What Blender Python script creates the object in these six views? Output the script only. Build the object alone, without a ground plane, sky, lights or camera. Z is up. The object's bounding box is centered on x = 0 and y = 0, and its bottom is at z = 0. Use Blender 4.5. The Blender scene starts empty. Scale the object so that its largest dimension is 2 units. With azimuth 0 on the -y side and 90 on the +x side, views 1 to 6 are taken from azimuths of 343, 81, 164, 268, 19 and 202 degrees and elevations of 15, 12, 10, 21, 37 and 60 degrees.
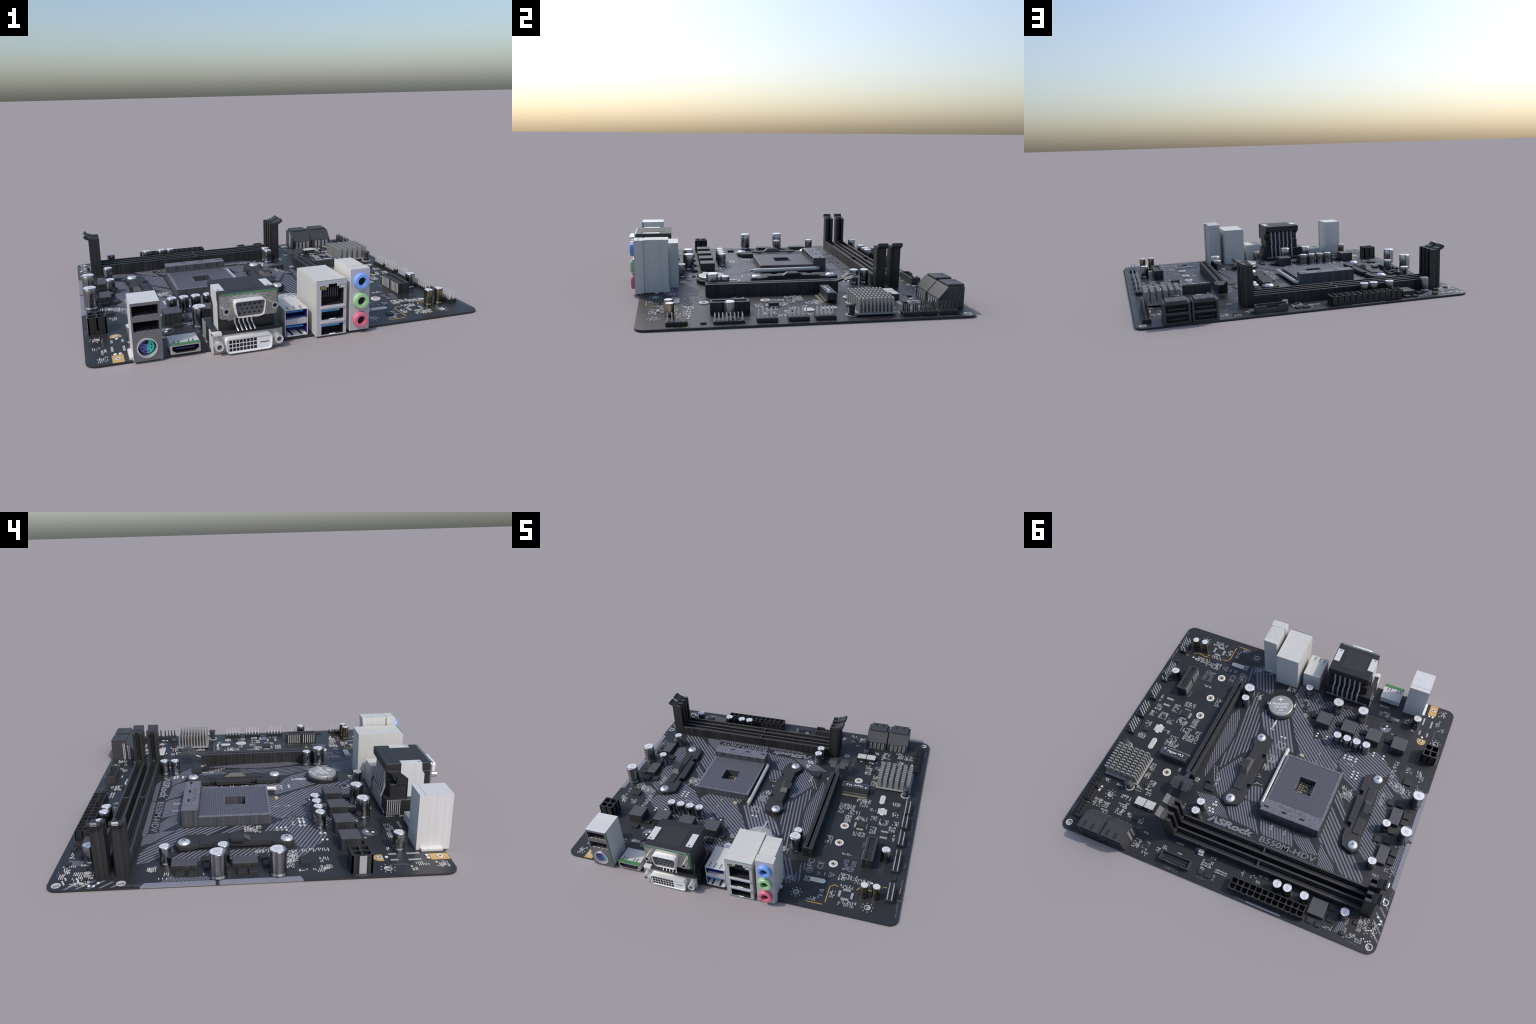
import bpy, math, random
from mathutils import Vector, Matrix

random.seed(7)
BT = 0.0084            # top of the circuit board
COL = bpy.context.scene.collection

# ------------------------------------------------------------------ materials
def new_mat(name):
    m = bpy.data.materials.new(name); m.use_nodes = True
    nt = m.node_tree
    return m, nt, nt.nodes["Principled BSDF"]

def setp(b, color=None, rough=None, metal=None, spec=None, coat=None):
    if color is not None: b.inputs["Base Color"].default_value = (*color, 1)
    if rough is not None: b.inputs["Roughness"].default_value = rough
    if metal is not None: b.inputs["Metallic"].default_value = metal
    if spec is not None: b.inputs["Specular IOR Level"].default_value = spec
    if coat is not None: b.inputs["Coat Weight"].default_value = coat

def coords(nt, scale, kind="Object"):
    tc = nt.nodes.new("ShaderNodeTexCoord"); mp = nt.nodes.new("ShaderNodeMapping")
    mp.inputs["Scale"].default_value = scale
    nt.links.new(tc.outputs[kind], mp.inputs["Vector"])
    return mp.outputs["Vector"]

def ramp_mix(nt, fac, c0, c1, lo=0.35, hi=0.65):
    r = nt.nodes.new("ShaderNodeValToRGB")
    r.color_ramp.elements[0].position = lo; r.color_ramp.elements[0].color = (*c0, 1)
    r.color_ramp.elements[1].position = hi; r.color_ramp.elements[1].color = (*c1, 1)
    nt.links.new(fac, r.inputs["Fac"])
    return r.outputs["Color"]

def plain(name, color, rough=0.5, metal=0.0, var=0.12, scale=(60, 60, 60), spec=0.5, bump=0.0):
    """colour with a fine procedural grain; 'scale' stretches the grain into streaks"""
    m, nt, b = new_mat(name); setp(b, color, rough, metal, spec)
    n = nt.nodes.new("ShaderNodeTexNoise"); n.inputs["Scale"].default_value = 1.0
    n.inputs["Detail"].default_value = 3.0
    nt.links.new(coords(nt, scale), n.inputs["Vector"])
    lo = tuple(c * (1 - var) for c in color); hi = tuple(min(1, c * (1 + var)) for c in color)
    nt.links.new(ramp_mix(nt, n.outputs["Fac"], lo, hi), b.inputs["Base Color"])
    if bump:
        bp = nt.nodes.new("ShaderNodeBump"); bp.inputs["Strength"].default_value = bump
        bp.inputs["Distance"].default_value = 0.002
        nt.links.new(n.outputs["Fac"], bp.inputs["Height"]); nt.links.new(bp.outputs["Normal"], b.inputs["Normal"])
    return m

def math_node(nt, op, a, bval=None):
    n = nt.nodes.new("ShaderNodeMath"); n.operation = op
    if hasattr(a, "links"): nt.links.new(a, n.inputs[0])
    else: n.inputs[0].default_value = a
    if bval is not None:
        if hasattr(bval, "links"): nt.links.new(bval, n.inputs[1])
        else: n.inputs[1].default_value = bval
    return n.outputs[0]

def board_material():
    m, nt, b = new_mat("solder_mask_black"); setp(b, (.024, .025, .028), .42, 0, .5)
    w = nt.nodes.new("ShaderNodeTexWave"); w.wave_type = 'BANDS'; w.bands_direction = 'DIAGONAL'
    w.inputs["Scale"].default_value = 42; w.inputs["Distortion"].default_value = 9
    w.inputs["Detail"].default_value = 1; w.inputs["Detail Scale"].default_value = .12
    nt.links.new(coords(nt, (1, 1, 1)), w.inputs["Vector"])
    n = nt.nodes.new("ShaderNodeTexNoise"); n.inputs["Scale"].default_value = 5
    nt.links.new(coords(nt, (1, 1, 1)), n.inputs["Vector"])
    gate = nt.nodes.new("ShaderNodeMapRange"); gate.inputs[1].default_value = .5; gate.inputs[2].default_value = .62
    nt.links.new(n.outputs["Fac"], gate.inputs[0])
    thin = nt.nodes.new("ShaderNodeMapRange"); thin.inputs[1].default_value = .72; thin.inputs[2].default_value = .95
    nt.links.new(w.outputs["Fac"], thin.inputs[0])
    f = math_node(nt, 'MULTIPLY', gate.outputs[0], thin.outputs[0])
    nt.links.new(ramp_mix(nt, f, (.0205, .0212, .0238), (.033, .034, .038), 0, 1), b.inputs["Base Color"])
    return m

def grid_material(name, base, hole, pitch, duty):
    """square array of contact holes: fractional object coordinates in x and y"""
    m, nt, b = new_mat(name); setp(b, base, .55, 0, .4)
    sep = nt.nodes.new("ShaderNodeSeparateXYZ")
    nt.links.new(coords(nt, (1 / pitch, 1 / pitch, 1)), sep.inputs[0])
    fx = math_node(nt, 'LESS_THAN', math_node(nt, 'FRACT', math_node(nt, 'ADD', sep.outputs[0], 1000.0)), duty)
    fy = math_node(nt, 'LESS_THAN', math_node(nt, 'FRACT', math_node(nt, 'ADD', sep.outputs[1], 1000.0)), duty)
    f = math_node(nt, 'MULTIPLY', fx, fy)
    nt.links.new(ramp_mix(nt, f, base, hole, .4, .6), b.inputs["Base Color"])
    return m

def speckle_metal(name, lo, hi, rough):
    m, nt, b = new_mat(name); setp(b, hi, rough, .85)
    n = nt.nodes.new("ShaderNodeTexNoise"); n.inputs["Scale"].default_value = 420
    n.inputs["Detail"].default_value = 2
    nt.links.new(coords(nt, (1, 1, 1)), n.inputs["Vector"])
    nt.links.new(ramp_mix(nt, n.outputs["Fac"], lo, hi, .4, .6), b.inputs["Base Color"])
    return m

M = {}
M["board"] = board_material()
M["ink"] = plain("printed_stripe_ink", (.155, .159, .202), .5, 0, .06, (8, 8, 8))
M["ink_edge"] = plain("edge_ink", (.195, .20, .245), .5, 0, .04, (8, 8, 8))
M["legend"] = plain("legend_ink", (.19, .194, .235), .5, 0, .05)
M["legend_dim"] = plain("legend_ink_dim", (.15, .155, .18), .5, 0, .05)
M["gold_ink"] = plain("gold_line_ink", (.44, .26, .05), .45, 0, .08)
M["plastic"] = plain("black_plastic", (.017, .017, .019), .48, 0, .12, (160, 160, 160))
M["ribbed"] = plain("black_plastic_ribbed", (.017, .017, .018), .5, 0, .6, (95, 95, .6))
M["slot_lip"] = plain("slot_lip_plastic", (.034, .034, .038), .5, 0, .15, (120, 120, 120))
M["hollow"] = plain("cavity_black", (.005, .005, .006), .8, 0, .1)  # near-black fill, painting the darkness inside ports and wells
M["grey_plastic"] = plain("dark_grey_plastic", (.041, .042, .046), .5, 0, .14, (130, 130, 2))
M["chip"] = plain("chip_moulding", (.022, .022, .024), .55, 0, .15, (200, 200, 200))
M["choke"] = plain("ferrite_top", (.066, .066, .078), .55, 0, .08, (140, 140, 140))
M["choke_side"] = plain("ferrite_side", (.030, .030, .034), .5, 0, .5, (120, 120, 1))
M["light_choke"] = plain("light_inductor", (.47, .48, .46), .55, 0, .06)
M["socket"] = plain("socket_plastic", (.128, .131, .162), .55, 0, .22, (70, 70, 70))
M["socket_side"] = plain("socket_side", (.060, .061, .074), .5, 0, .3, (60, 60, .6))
M["socket_grid"] = grid_material("socket_contact_grid", (.105, .108, .137), (.022, .022, .028), .00975, .55)
M["chrome"] = plain("bright_steel", (.86, .86, .86), .24, .72, .05)  # less metallic and whitened so screw heads hold a sun highlight
M["plated"] = plain("plated_rim", (.66, .66, .66), .35, .35, .05)
M["lever"] = plain("lever_steel", (.60, .58, .55), .36, .35, .05, (300, 12, 300))
M["steel"] = plain("brushed_steel", (.66, .65, .62), .32, 1.0, .1, (30, 30, 300))
M["pin"] = plain("tinned_pin", (.60, .60, .60), .35, .25, .08)
M["dark_pin"] = plain("dark_pin", (.05, .05, .052), .4, .3, .1)
M["solder"] = plain("solder", (.70, .70, .68), .4, .25, .15, (400, 400, 400))
M["ceramic"] = plain("tan_ceramic", (.40, .34, .24), .5, 0, .25, (300, 300, 300))
M["resistor"] = plain("dark_resistor", (.075, .078, .088), .5, 0, .3, (300, 300, 300))
M["cap_side"] = plain("capacitor_can", (.34, .34, .355), .21, 1.0, .45, (75, 75, .4))  # base darkened for shaded sides; vertical streaks painted like chrome reflections
M["cap_top"] = plain("capacitor_top", (.78, .78, .80), .36, .35, .05, (150, 150, 150))
M["cap_mark"] = plain("capacitor_polarity_mark", (.20, .205, .22), .45, .2, .08)
M["cap_gold"] = plain("gold_capacitor_can", (.29, .255, .175), .22, 1.0, .75, (75, 75, .4))
M["shell"] = plain("connector_shell", (.55, .55, .53), .5, .1, .03, (70, 70, 1.2))
M["shell_white"] = plain("connector_shell_bright", (.63, .63, .63), .42, .2, .04, (70, 70, 1.2))
M["face_grey"] = plain("port_face_grey", (.43, .43, .48), .45, .15, .10, (220, 220, 220))
M["plate"] = speckle_metal("nickel_plate", (.16, .16, .155), (.60, .59, .57), .36)
M["din_face"] = speckle_metal("port_face_dark", (.16, .16, .18), (.34, .34, .36), .42)
M["bright_shell"] = plain("polished_shell", (.88, .88, .87), .28, .35, .05)  # base whitened to carry the blown-out sunlight on the shell tops
M["white"] = plain("white_insert", (.72, .72, .74), .45, 0, .04)
M["purple"] = plain("purple_insert", (.13, .105, .42), .5, 0, .05)
M["teal"] = plain("teal_insert", (.03, .50, .42), .5, 0, .05)
M["blue"] = plain("blue_tongue", (.02, .21, .55), .45, 0, .08)
M["blue_light"] = plain("light_blue_tongue", (.04, .36, .66), .45, 0, .08)
M["navy"] = plain("blue_housing", (.010, .018, .13), .45, 0, .2)
M["jack_blue"] = plain("blue_jack", (.17, .33, .75), .42, 0, .05)
M["jack_green"] = plain("green_jack", (.30, .52, .27), .42, 0, .05)
M["jack_pink"] = plain("pink_jack", (.58, .14, .22), .42, 0, .05)
M["green"] = plain("green_lacquer", (.05, .18, .065), .5, 0, .08)
M["copper"] = plain("copper_pad", (.52, .33, .12), .42, .15, .10, (200, 200, 200))
M["led"] = plain("indicator_window", (.16, .16, .035), .4, 0, .1)
M["sink"] = plain("heatsink_aluminium", (.33, .33, .32), .45, .35, .06, (50, 50, 2))
M["cell"] = plain("battery_steel", (.40, .40, .39), .38, .45, .05, (20, 20, 20))
M["clip_tan"] = plain("clip_side", (.075, .071, .066), .6, 0, .08)
M["bracket"] = plain("bracket_plastic", (.025, .025, .028), .6, 0, .12, (200, 200, 200), bump=.15)
M["logo_blue"] = plain("logo_blue", (.02, .17, .60), .5, 0, .04)
M["grey_label"] = plain("grey_label", (.33, .33, .34), .5, 0, .08)

# ------------------------------------------------------------------ geometry
class Geo:
    def __init__(self): self.v, self.f, self.m = [], [], []
    def add(self, vs, fs, m=0):
        o = len(self.v); self.v += [tuple(p) for p in vs]
        for i, f in enumerate(fs):
            self.f.append([o + k for k in f]); self.m.append(m[i] if isinstance(m, (list, tuple)) else m)
        return self
    def box(self, x0, x1, y0, y1, z0, z1, m=0, top=None):
        vs = [(x, y, z) for z in (z0, z1) for x, y in ((x0, y0), (x1, y0), (x1, y1), (x0, y1))]
        t = m if top is None else top
        return self.add(vs, [(3, 2, 1, 0), (4, 5, 6, 7), (0, 1, 5, 4), (1, 2, 6, 5), (2, 3, 7, 6), (3, 0, 4, 7)], [m, t, m, m, m, m])
    def cbox(self, cx, cy, w, h, z0, z1, m=0, top=None):
        return self.box(cx - w / 2, cx + w / 2, cy - h / 2, cy + h / 2, z0, z1, m, top)
    def prism(self, poly, a, b, axis='z', m=0, top=None):
        """poly in the plane across 'axis', extruded from a to b; axis y: poly=(x,z); axis x: poly=(y,z)"""
        area = sum(poly[i - 1][0] * poly[i][1] - poly[i][0] * poly[i - 1][1] for i in range(len(poly)))
        if area < 0: poly = poly[::-1]
        n = len(poly)
        def P(p, h):
            return {'z': (p[0], p[1], h), 'y': (p[0], h, p[1]), 'x': (h, p[0], p[1])}[axis]
        vs = [P(p, a) for p in poly] + [P(p, b) for p in poly]
        fs = [list(range(n))[::-1], list(range(n, 2 * n))] + [(i, (i + 1) % n, n + (i + 1) % n, n + i) for i in range(n)]
        if axis == 'y': fs = [list(f)[::-1] for f in fs]
        t = m if top is None else top
        return self.add(vs, fs, [m, t] + [m] * n)
    def lathe(self, prof, c=(0, 0, 0), axis='z', n=24, m=0, caps=True):
        """revolve (radius, height) pairs about an axis through c; m may be per ring"""
        vs, fs, ms = [], [], []
        for r, h in prof:
            for i in range(n):
                a = 2 * math.pi * i / n; p, q = r * math.cos(a), r * math.sin(a)
                vs.append({'z': (c[0] + p, c[1] + q, c[2] + h), 'y': (c[0] + p, c[1] + h, c[2] + q), 'x': (c[0] + h, c[1] + p, c[2] + q)}[axis])
        for k in range(len(prof) - 1):
            for i in range(n):
                j = (i + 1) % n
                f = [k * n + i, k * n + j, (k + 1) * n + j, (k + 1) * n + i]
                fs.append(f[::-1] if axis == 'y' else f); ms.append(m[k] if isinstance(m, (list, tuple)) else m)
        if caps:
            e = (len(prof) - 1) * n
            b, t = list(range(n))[::-1], list(range(e, e + n))
            if axis == 'y': b, t = b[::-1], t[::-1]
            fs += [b, t]; ms += [m[0] if isinstance(m, (list, tuple)) else m, m[-1] if isinstance(m, (list, tuple)) else m]
        return self.add(vs, fs, ms)
    def ring(self, c, r0, r1, h0, h1, axis='z', n=24, m=0, inner=None):
        k = m if inner is None else inner
        return self.lathe([(r1, h0), (r1, h1), (r0, h1), (r0, h0), (r1, h0)], c, axis, n, [m, m, k, m, m], caps=False)
    def sweep(self, pts, r, n=10, m=0):
        """round bar along a polyline"""
        pts = [Vector(p) for p in pts]; vs, fs = [], []
        for i, p in enumerate(pts):
            d = (pts[min(i + 1, len(pts) - 1)] - pts[max(i - 1, 0)]).normalized()
            u = d.cross(Vector((0, 0, 1)) if abs(d.z) < .9 else Vector((1, 0, 0))).normalized(); w = d.cross(u)
            for k in range(n):
                a = 2 * math.pi * k / n; vs.append(p + r * (math.cos(a) * u + math.sin(a) * w))
        for i in range(len(pts) - 1):
            for k in range(n):
                j = (k + 1) % n; fs.append((i * n + k, i * n + j, (i + 1) * n + j, (i + 1) * n + k))
        e = (len(pts) - 1) * n
        fs += [list(range(n))[::-1], list(range(e, e + n))]
        return self.add(vs, fs, m)
    def bar(self, p, q, w, z0, z1, m=0):
        """flat bar between two plan points"""
        d = Vector((q[0] - p[0], q[1] - p[1])); n = Vector((-d.y, d.x)).normalized() * w / 2
        return self.prism([(p[0] + n.x, p[1] + n.y), (q[0] + n.x, q[1] + n.y), (q[0] - n.x, q[1] - n.y), (p[0] - n.x, p[1] - n.y)], z0, z1, 'z', m)

def mesh_of(name, g, mats):
    me = bpy.data.meshes.new(name); me.from_pydata(g.v, [], g.f)
    for k in mats: me.materials.append(M[k])
    me.polygons.foreach_set("material_index", g.m); me.update()
    return me

def link(name, me, parent, loc=(0, 0, 0), rot=0.0, stuff=False):
    o = bpy.data.objects.new(name, me); COL.objects.link(o); o.parent = parent
    o.location = loc; o.rotation_euler = (0, 0, rot)
    if stuff: o["kind"] = "stuff"
    return o

def part(name, g, mats, parent, bevel=0.0, smooth=None, stuff=False, segs=2, loc=(0, 0, 0)):
    me = mesh_of(name, g, mats)
    if smooth is not None:
        me.shade_smooth(); me.set_sharp_from_angle(angle=math.radians(smooth))
    o = link(name, me, parent, loc, 0, stuff)
    if bevel:
        b = o.modifiers.new("edge_round", 'BEVEL'); b.width = bevel; b.segments = segs
        b.limit_method = 'ANGLE'; b.angle_limit = math.radians(40)
    return o

def plate_geo(outer, holes, a, b, axis='z'):
    """flat sheet with real openings: filled 2D curve, extruded; coordinates as in Geo.prism"""
    cu = bpy.data.curves.new("sheet", 'CURVE'); cu.dimensions = '2D'; cu.fill_mode = 'BOTH'; cu.extrude = abs(b - a) / 2
    for loop in [outer] + holes:
        s = cu.splines.new('POLY'); s.points.add(len(loop) - 1); s.use_cyclic_u = True
        for p, q in zip(s.points, loop): p.co = (q[0], q[1], 0, 1)
    o = bpy.data.objects.new("sheet", cu); COL.objects.link(o)
    me = bpy.data.meshes.new_from_object(o.evaluated_get(bpy.context.evaluated_depsgraph_get()))
    g = Geo(); mid = (a + b) / 2
    for v in me.vertices:
        x, y, z = v.co
        g.v.append({'z': (x, y, mid + z), 'y': (x, mid - z, y), 'x': (mid + z, x, y)}[axis])
    for f in me.polygons: g.f.append(list(f.vertices)); g.m.append(0)
    bpy.data.objects.remove(o); bpy.data.curves.remove(cu); bpy.data.meshes.remove(me)
    return g

def rect(x0, x1, y0, y1, r=0.0, n=4):
    if not r: return [(x0, y0), (x1, y0), (x1, y1), (x0, y1)]
    out = []
    for cx, cy, s in ((x1 - r, y0 + r, -90), (x1 - r, y1 - r, 0), (x0 + r, y1 - r, 90), (x0 + r, y0 + r, 180)):
        for k in range(n + 1):
            a = math.radians(s + 90 * k / n); out.append((cx + r * math.cos(a), cy + r * math.sin(a)))
    return out

def circle(cx, cy, r, n=24, a0=0, a1=360):
    full = abs(a1 - a0) >= 360; k = n if full else n + 1
    return [(cx + r * math.cos(math.radians(a0 + (a1 - a0) * i / n)), cy + r * math.sin(math.radians(a0 + (a1 - a0) * i / n))) for i in range(k)]

def lettering(name, body, cx, cy, w, h, rot, z, mat, parent, thick=.0008, bold=0.0, shear=0.0):
    cu = bpy.data.curves.new("letters", 'FONT'); cu.body = body; cu.size = 1; cu.extrude = .01; cu.offset = bold; cu.shear = shear
    cu.resolution_u = 3
    o = bpy.data.objects.new("letters", cu); COL.objects.link(o)
    me = bpy.data.meshes.new_from_object(o.evaluated_get(bpy.context.evaluated_depsgraph_get()))
    bpy.data.objects.remove(o); bpy.data.curves.remove(cu)
    xs = [v.co.x for v in me.vertices]; ys = [v.co.y for v in me.vertices]
    mx, my = (min(xs) + max(xs)) / 2, (min(ys) + max(ys)) / 2
    sx, sy = w / (max(xs) - min(xs)), h / (max(ys) - min(ys)); c, s = math.cos(math.radians(rot)), math.sin(math.radians(rot))
    for v in me.vertices:
        x, y = (v.co.x - mx) * sx, (v.co.y - my) * sy
        v.co = (cx + c * x - s * y, cy + s * x + c * y, z + (thick if v.co.z > 0 else 0))
    me.materials.clear(); me.materials.append(M[mat]); me.name = name
    return link(name, me, parent)

# ------------------------------------------------------------------ the thing
root = bpy.data.objects.new("computer_motherboard", None); COL.objects.link(root)
root["label"] = "black computer motherboard with grey stripes, sockets, slots and ports"
root["category"] = "motherboard"

# ---- board with mounting holes
HOLES = [(.428, -.742), (.83, -.744), (-.943, -.537), (.438, .612), (.828, .612), (.961, .874), (-.961, .876), (-.966, .603)]
STANDOFFS = [(.582, -.478), (.578, -.294), (.578, -.137), (.577, .338)]
board = part("circuit_board", plate_geo(rect(-1, 1, -.831, .917, .05, 6),
    [circle(x, y, .0175, 20) for x, y in HOLES] + [circle(x, y, .009, 14) for x, y in STANDOFFS], 0, BT), ["board"], root)
g = Geo()
for x, y in HOLES: g.ring((x, y, 0), .0155, .0205 if abs(x) > .95 else .0182, .0005, BT + .0012, n=20)
part("hole_plating", g, ["plated"], root, smooth=40, stuff=True)
g = Geo()
for x, y in ((.428, -.742), (.83, -.744), (-.943, -.537), (.828, .612)):
    for k in range(8):
        a = math.radians(45 * k + 10); g.lathe([(.0028, BT - .001), (.0028, BT + .0008)], (x + .031 * math.cos(a), y + .031 * math.sin(a), 0), n=8)
part("ground_dot", g, ["solder"], root, stuff=True)
g = Geo()
g.ring((0, 0, 0), .0085, .0265, BT - .001, BT + .0055, n=24, m=0)
g.ring((0, 0, 0), .0085, .0185, BT + .005, BT + .0066, n=24, m=1)
me = mesh_of("standoff", g, ["white", "ceramic"]); me.shade_smooth(); me.set_sharp_from_angle(angle=.6)
for x, y in STANDOFFS: link("standoff", me, root, (x, y, 0))

# ---- printed stripes: each field is a polygon filled with parallel bars
def crossings(poly, p, d):
    ts = []
    for i in range(len(poly)):
        a, b = Vector(poly[i - 1]), Vector(poly[i]); e = b - a
        den = d.x * e.y - d.y * e.x
        if abs(den) < 1e-9: continue
        w = a - p; t = (w.x * e.y - w.y * e.x) / den; s = (w.x * d.y - w.y * d.x) / den
        if 0 <= s < 1: ts.append(t)
    return sorted(ts)

def stripe_field(g, poly, angle, pitch, width, z):
    d = Vector((math.cos(math.radians(angle)), math.sin(math.radians(angle)))); n = Vector((-d.y, d.x))
    offs = [Vector(p).dot(n) for p in poly]; k = math.floor(min(offs) / pitch)
    while k * pitch < max(offs):
        lo, hi = crossings(poly, n * (k * pitch - width / 2), d), crossings(poly, n * (k * pitch + width / 2), d)
        if len(lo) == len(hi):
            for i in range(0, len(lo) - 1, 2):
                if max(lo[i + 1], hi[i + 1]) - min(lo[i], hi[i]) < width: continue
                q = [n * (k * pitch - width / 2) + d * lo[i], n * (k * pitch - width / 2) + d * lo[i + 1],
                     n * (k * pitch + width / 2) + d * hi[i + 1], n * (k * pitch + width / 2) + d * hi[i]]
                g.prism([(p.x, p.y) for p in q], BT - .0005, z)
        k += 1

FIELDS = [   # outline, direction, pitch, bar width
    ([(.352, -.30), (.325, -.224), (.305, -.122), (.302, -.021), (.315, .076), (.327, .164), (.344, .285), (.362, .232), (.38, .05), (.388, -.23)], 114, .0131, .0062),
    ([(.307, -.312), (.304, -.378), (.294, -.448), (.213, -.301), (.152, -.163), (.139, -.054), (.168, -.005), (.205, .025), (.257, .131), (.277, .168), (.299, .156), (.306, .098), (.284, -.02)], 97.8, .0215, .0085),
    ([(.269, .179), (.19, .045), (.151, .061), (.149, .167), (.143, .28), (.179, .336), (.179, .38), (.27, .29), (.292, .263)], 125, .0156, .0085),
    ([(.348, .383), (.288, .379), (.222, .368), (.16, .395), (.076, .479), (.173, .485), (.195, .514), (.231, .473)], 143, .0098, .0048),
    ([(.122, .42), (.09, .35), (.031, .322), (.01, .313), (-.04, .391), (-.075, .409), (-.14, .505), (-.086, .484), (.062, .474)], 124, .016, .009),
    ([(-.03, .20), (.04, .21), (.05, .31), (0, .31), (-.06, .30)], 114, .02, .011),
    ([(-.099, .40), (-.305, .40), (-.367, .497), (-.324, .493), (-.151, .493), (-.119, .455)], 114, .0163, .0105),
    ([(-.317, .405), (-.421, .400), (-.506, .475), (-.504, .493), (-.402, .497), (-.339, .442)], 138, .0122, .0068),
    ([(-.5, .412), (-.618, .518), (-.645, .565), (-.53, .565), (-.525, .515), (-.507, .478)], 138, .0122, .0066),
    ([(-.472, .02), (-.572, .16), (-.59, .368), (-.612, .387), (-.668, .416), (-.706, .406), (-.773, .462), (-.821, .56), (-.708, .56), (-.657, .527), (-.581, .466), (-.51, .407), (-.48, .4)], 132, .0205, .0105),
    ([(-.706, -.08), (-.732, -.124), (-.81, -.069), (-.782, 0), (-.80, .092), (-.801, .202), (-.77, .156), (-.76, .224), (-.798, .272), (-.815, .308), (-.81, .389), (-.765, .411), (-.728, .384), (-.709, .276), (-.718, .134)], 141, .0178, .0096),
    ([(-.392, -.17), (-.43, -.25), (-.62, -.33), (-.68, -.29), (-.737, -.239), (-.72, -.172), (-.662, -.16), (-.607, -.13), (-.597, .03), (-.585, .005), (-.562, .10), (-.485, .00), (-.471, -.077)], 152, .0178, .0098),
    ([(-.70, -.285), (-.903, -.087), (-.868, -.072), (-.741, -.128), (-.735, -.20)], 146, .0178, .0098),
    ([(.011, -.371), (.011, -.435), (.034, -.506), (-.107, -.398), (-.168, -.323), (-.19, -.267), (-.232, -.281), (-.42, -.11), (-.37, -.06), (-.13, -.06), (-.149, -.134), (-.07, -.235), (-.019, -.329)], 139, .0186, .0112),
    ([(-.238, -.287), (-.255, -.296), (-.425, -.268), (-.388, -.178), (-.415, -.125), (-.41, -.118)], 143, .0165, .008),
    ([(.208, -.311), (.186, -.38), (.02, -.36), (-.051, -.265), (-.089, -.187), (-.115, -.115), (-.053, -.10), (-.049, .032), (.001, .09), (.049, -.036), (.044, -.149), (.129, -.189)], 118.5, .0207, .0125),
    ([(-.938, .241), (-.968, .221), (-.968, .44), (-.925, .405), (-.942, .322)], 134, .0120, .0066),
    ([(.047, -.519), (.052, -.64), (-.108, -.626), (-.163, -.568), (-.12, -.48), (-.06, -.44)], 135, .0186, .0105),
    ([(-.12, -.49), (-.17, -.59), (-.30, -.60), (-.50, -.48), (-.58, -.37), (-.43, -.26), (-.25, -.29), (-.20, -.33)], 140, .0178, .0085),
    ([(.20, -.49), (.34, -.50), (.40, -.66), (.36, -.70), (.23, -.66)], 114, .0215, .0105),
    ([(.40, -.50), (.385, -.66), (.42, -.68), (.43, -.52)], 100, .0215, .0085),
    ([(.155, .548), (-.14, .548), (-.14, .572), (.10, .572)], 128, .0150, .0075),
    ([(-.15, .546), (-.51, .546), (-.55, .572), (-.15, .572)], 122, .0150, .0085),
    ([(-.993, .60), (-.955, .62), (-.93, .70), (-.965, .84), (-.996, .85)], 134, .034, .010),
    ([(-.765, .80), (-.80, .80), (-.815, .86), (-.75, .875)], 134, .0115, .006),
]
g = Geo()
for i, (poly, ang, pitch, wid) in enumerate(FIELDS): stripe_field(g, poly, ang, pitch, wid, BT + .0004 + i * .00002)
part("printed_stripe", g, ["ink"], root, stuff=True)
g = Geo()
g.prism([(-1.0004, -.165), (-.972, -.155), (-.972, .188), (-1.0004, .188)], .0006, BT + .0007)
g.prism([(-1.0004, .204), (-.972, .204), (-.972, .505), (-1.0004, .52)], .0006, BT + .0007)
g.box(-.443, -.23, .901, .911, BT - .001, BT + .0007)
part("edge_stripe", g, ["ink_edge"], root)
g = Geo()
for line in ([(.589, -.788), (.504, -.789), (.49, -.781)], [(.601, -.77), (.601, -.654), (.624, -.632), (.647, -.639)],
             [(.998, -.651), (.978, -.653)], [(.91, -.574), (.89, -.575)], [(.985, -.60), (.985, -.56)],
             [(.862, -.607), (.835, -.623), (.81, -.62), (.77, -.608), (.751, -.637)]):
    for p, q in zip(line, line[1:]): g.bar(p, q, .0050, BT - .001, BT + .0006 + .00004 * len(g.f) / 6)
part("gold_line", g, ["gold_ink"], root, stuff=True)

# ---- lettering and approval marks
Z0 = BT + .0003
lettering("logo_lettering", "ΛSRock", .047, .513, .30, .047, 180, Z0 + .0006, "legend", root, bold=.05, shear=.12)
lettering("model_lettering", "B550M-HDV", -.33, .520, .362, .037, 180, Z0 + .0006, "legend", root, bold=.008, shear=.1)
for body, x, y, w, h, rot in (("RoHS", .652, -.462, .085, .028, 90), ("FC", .452, -.50, .06, .034, 90), ("CE", .512, -.505, .062, .034, 90),
        ("GREEN", .692, -.443, .045, .012, 90), ("BUILD", .706, -.443, .045, .010, 90)):
    lettering("approval_mark", body, x, y, w, h, rot, Z0, "legend", root)
g = Geo()
g.ring((.458, -.561, 0), .017, .021, BT - .001, Z0 + .0006); g.ring((.458, -.561, 0), .007, .010, BT - .001, Z0 + .0006)
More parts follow.
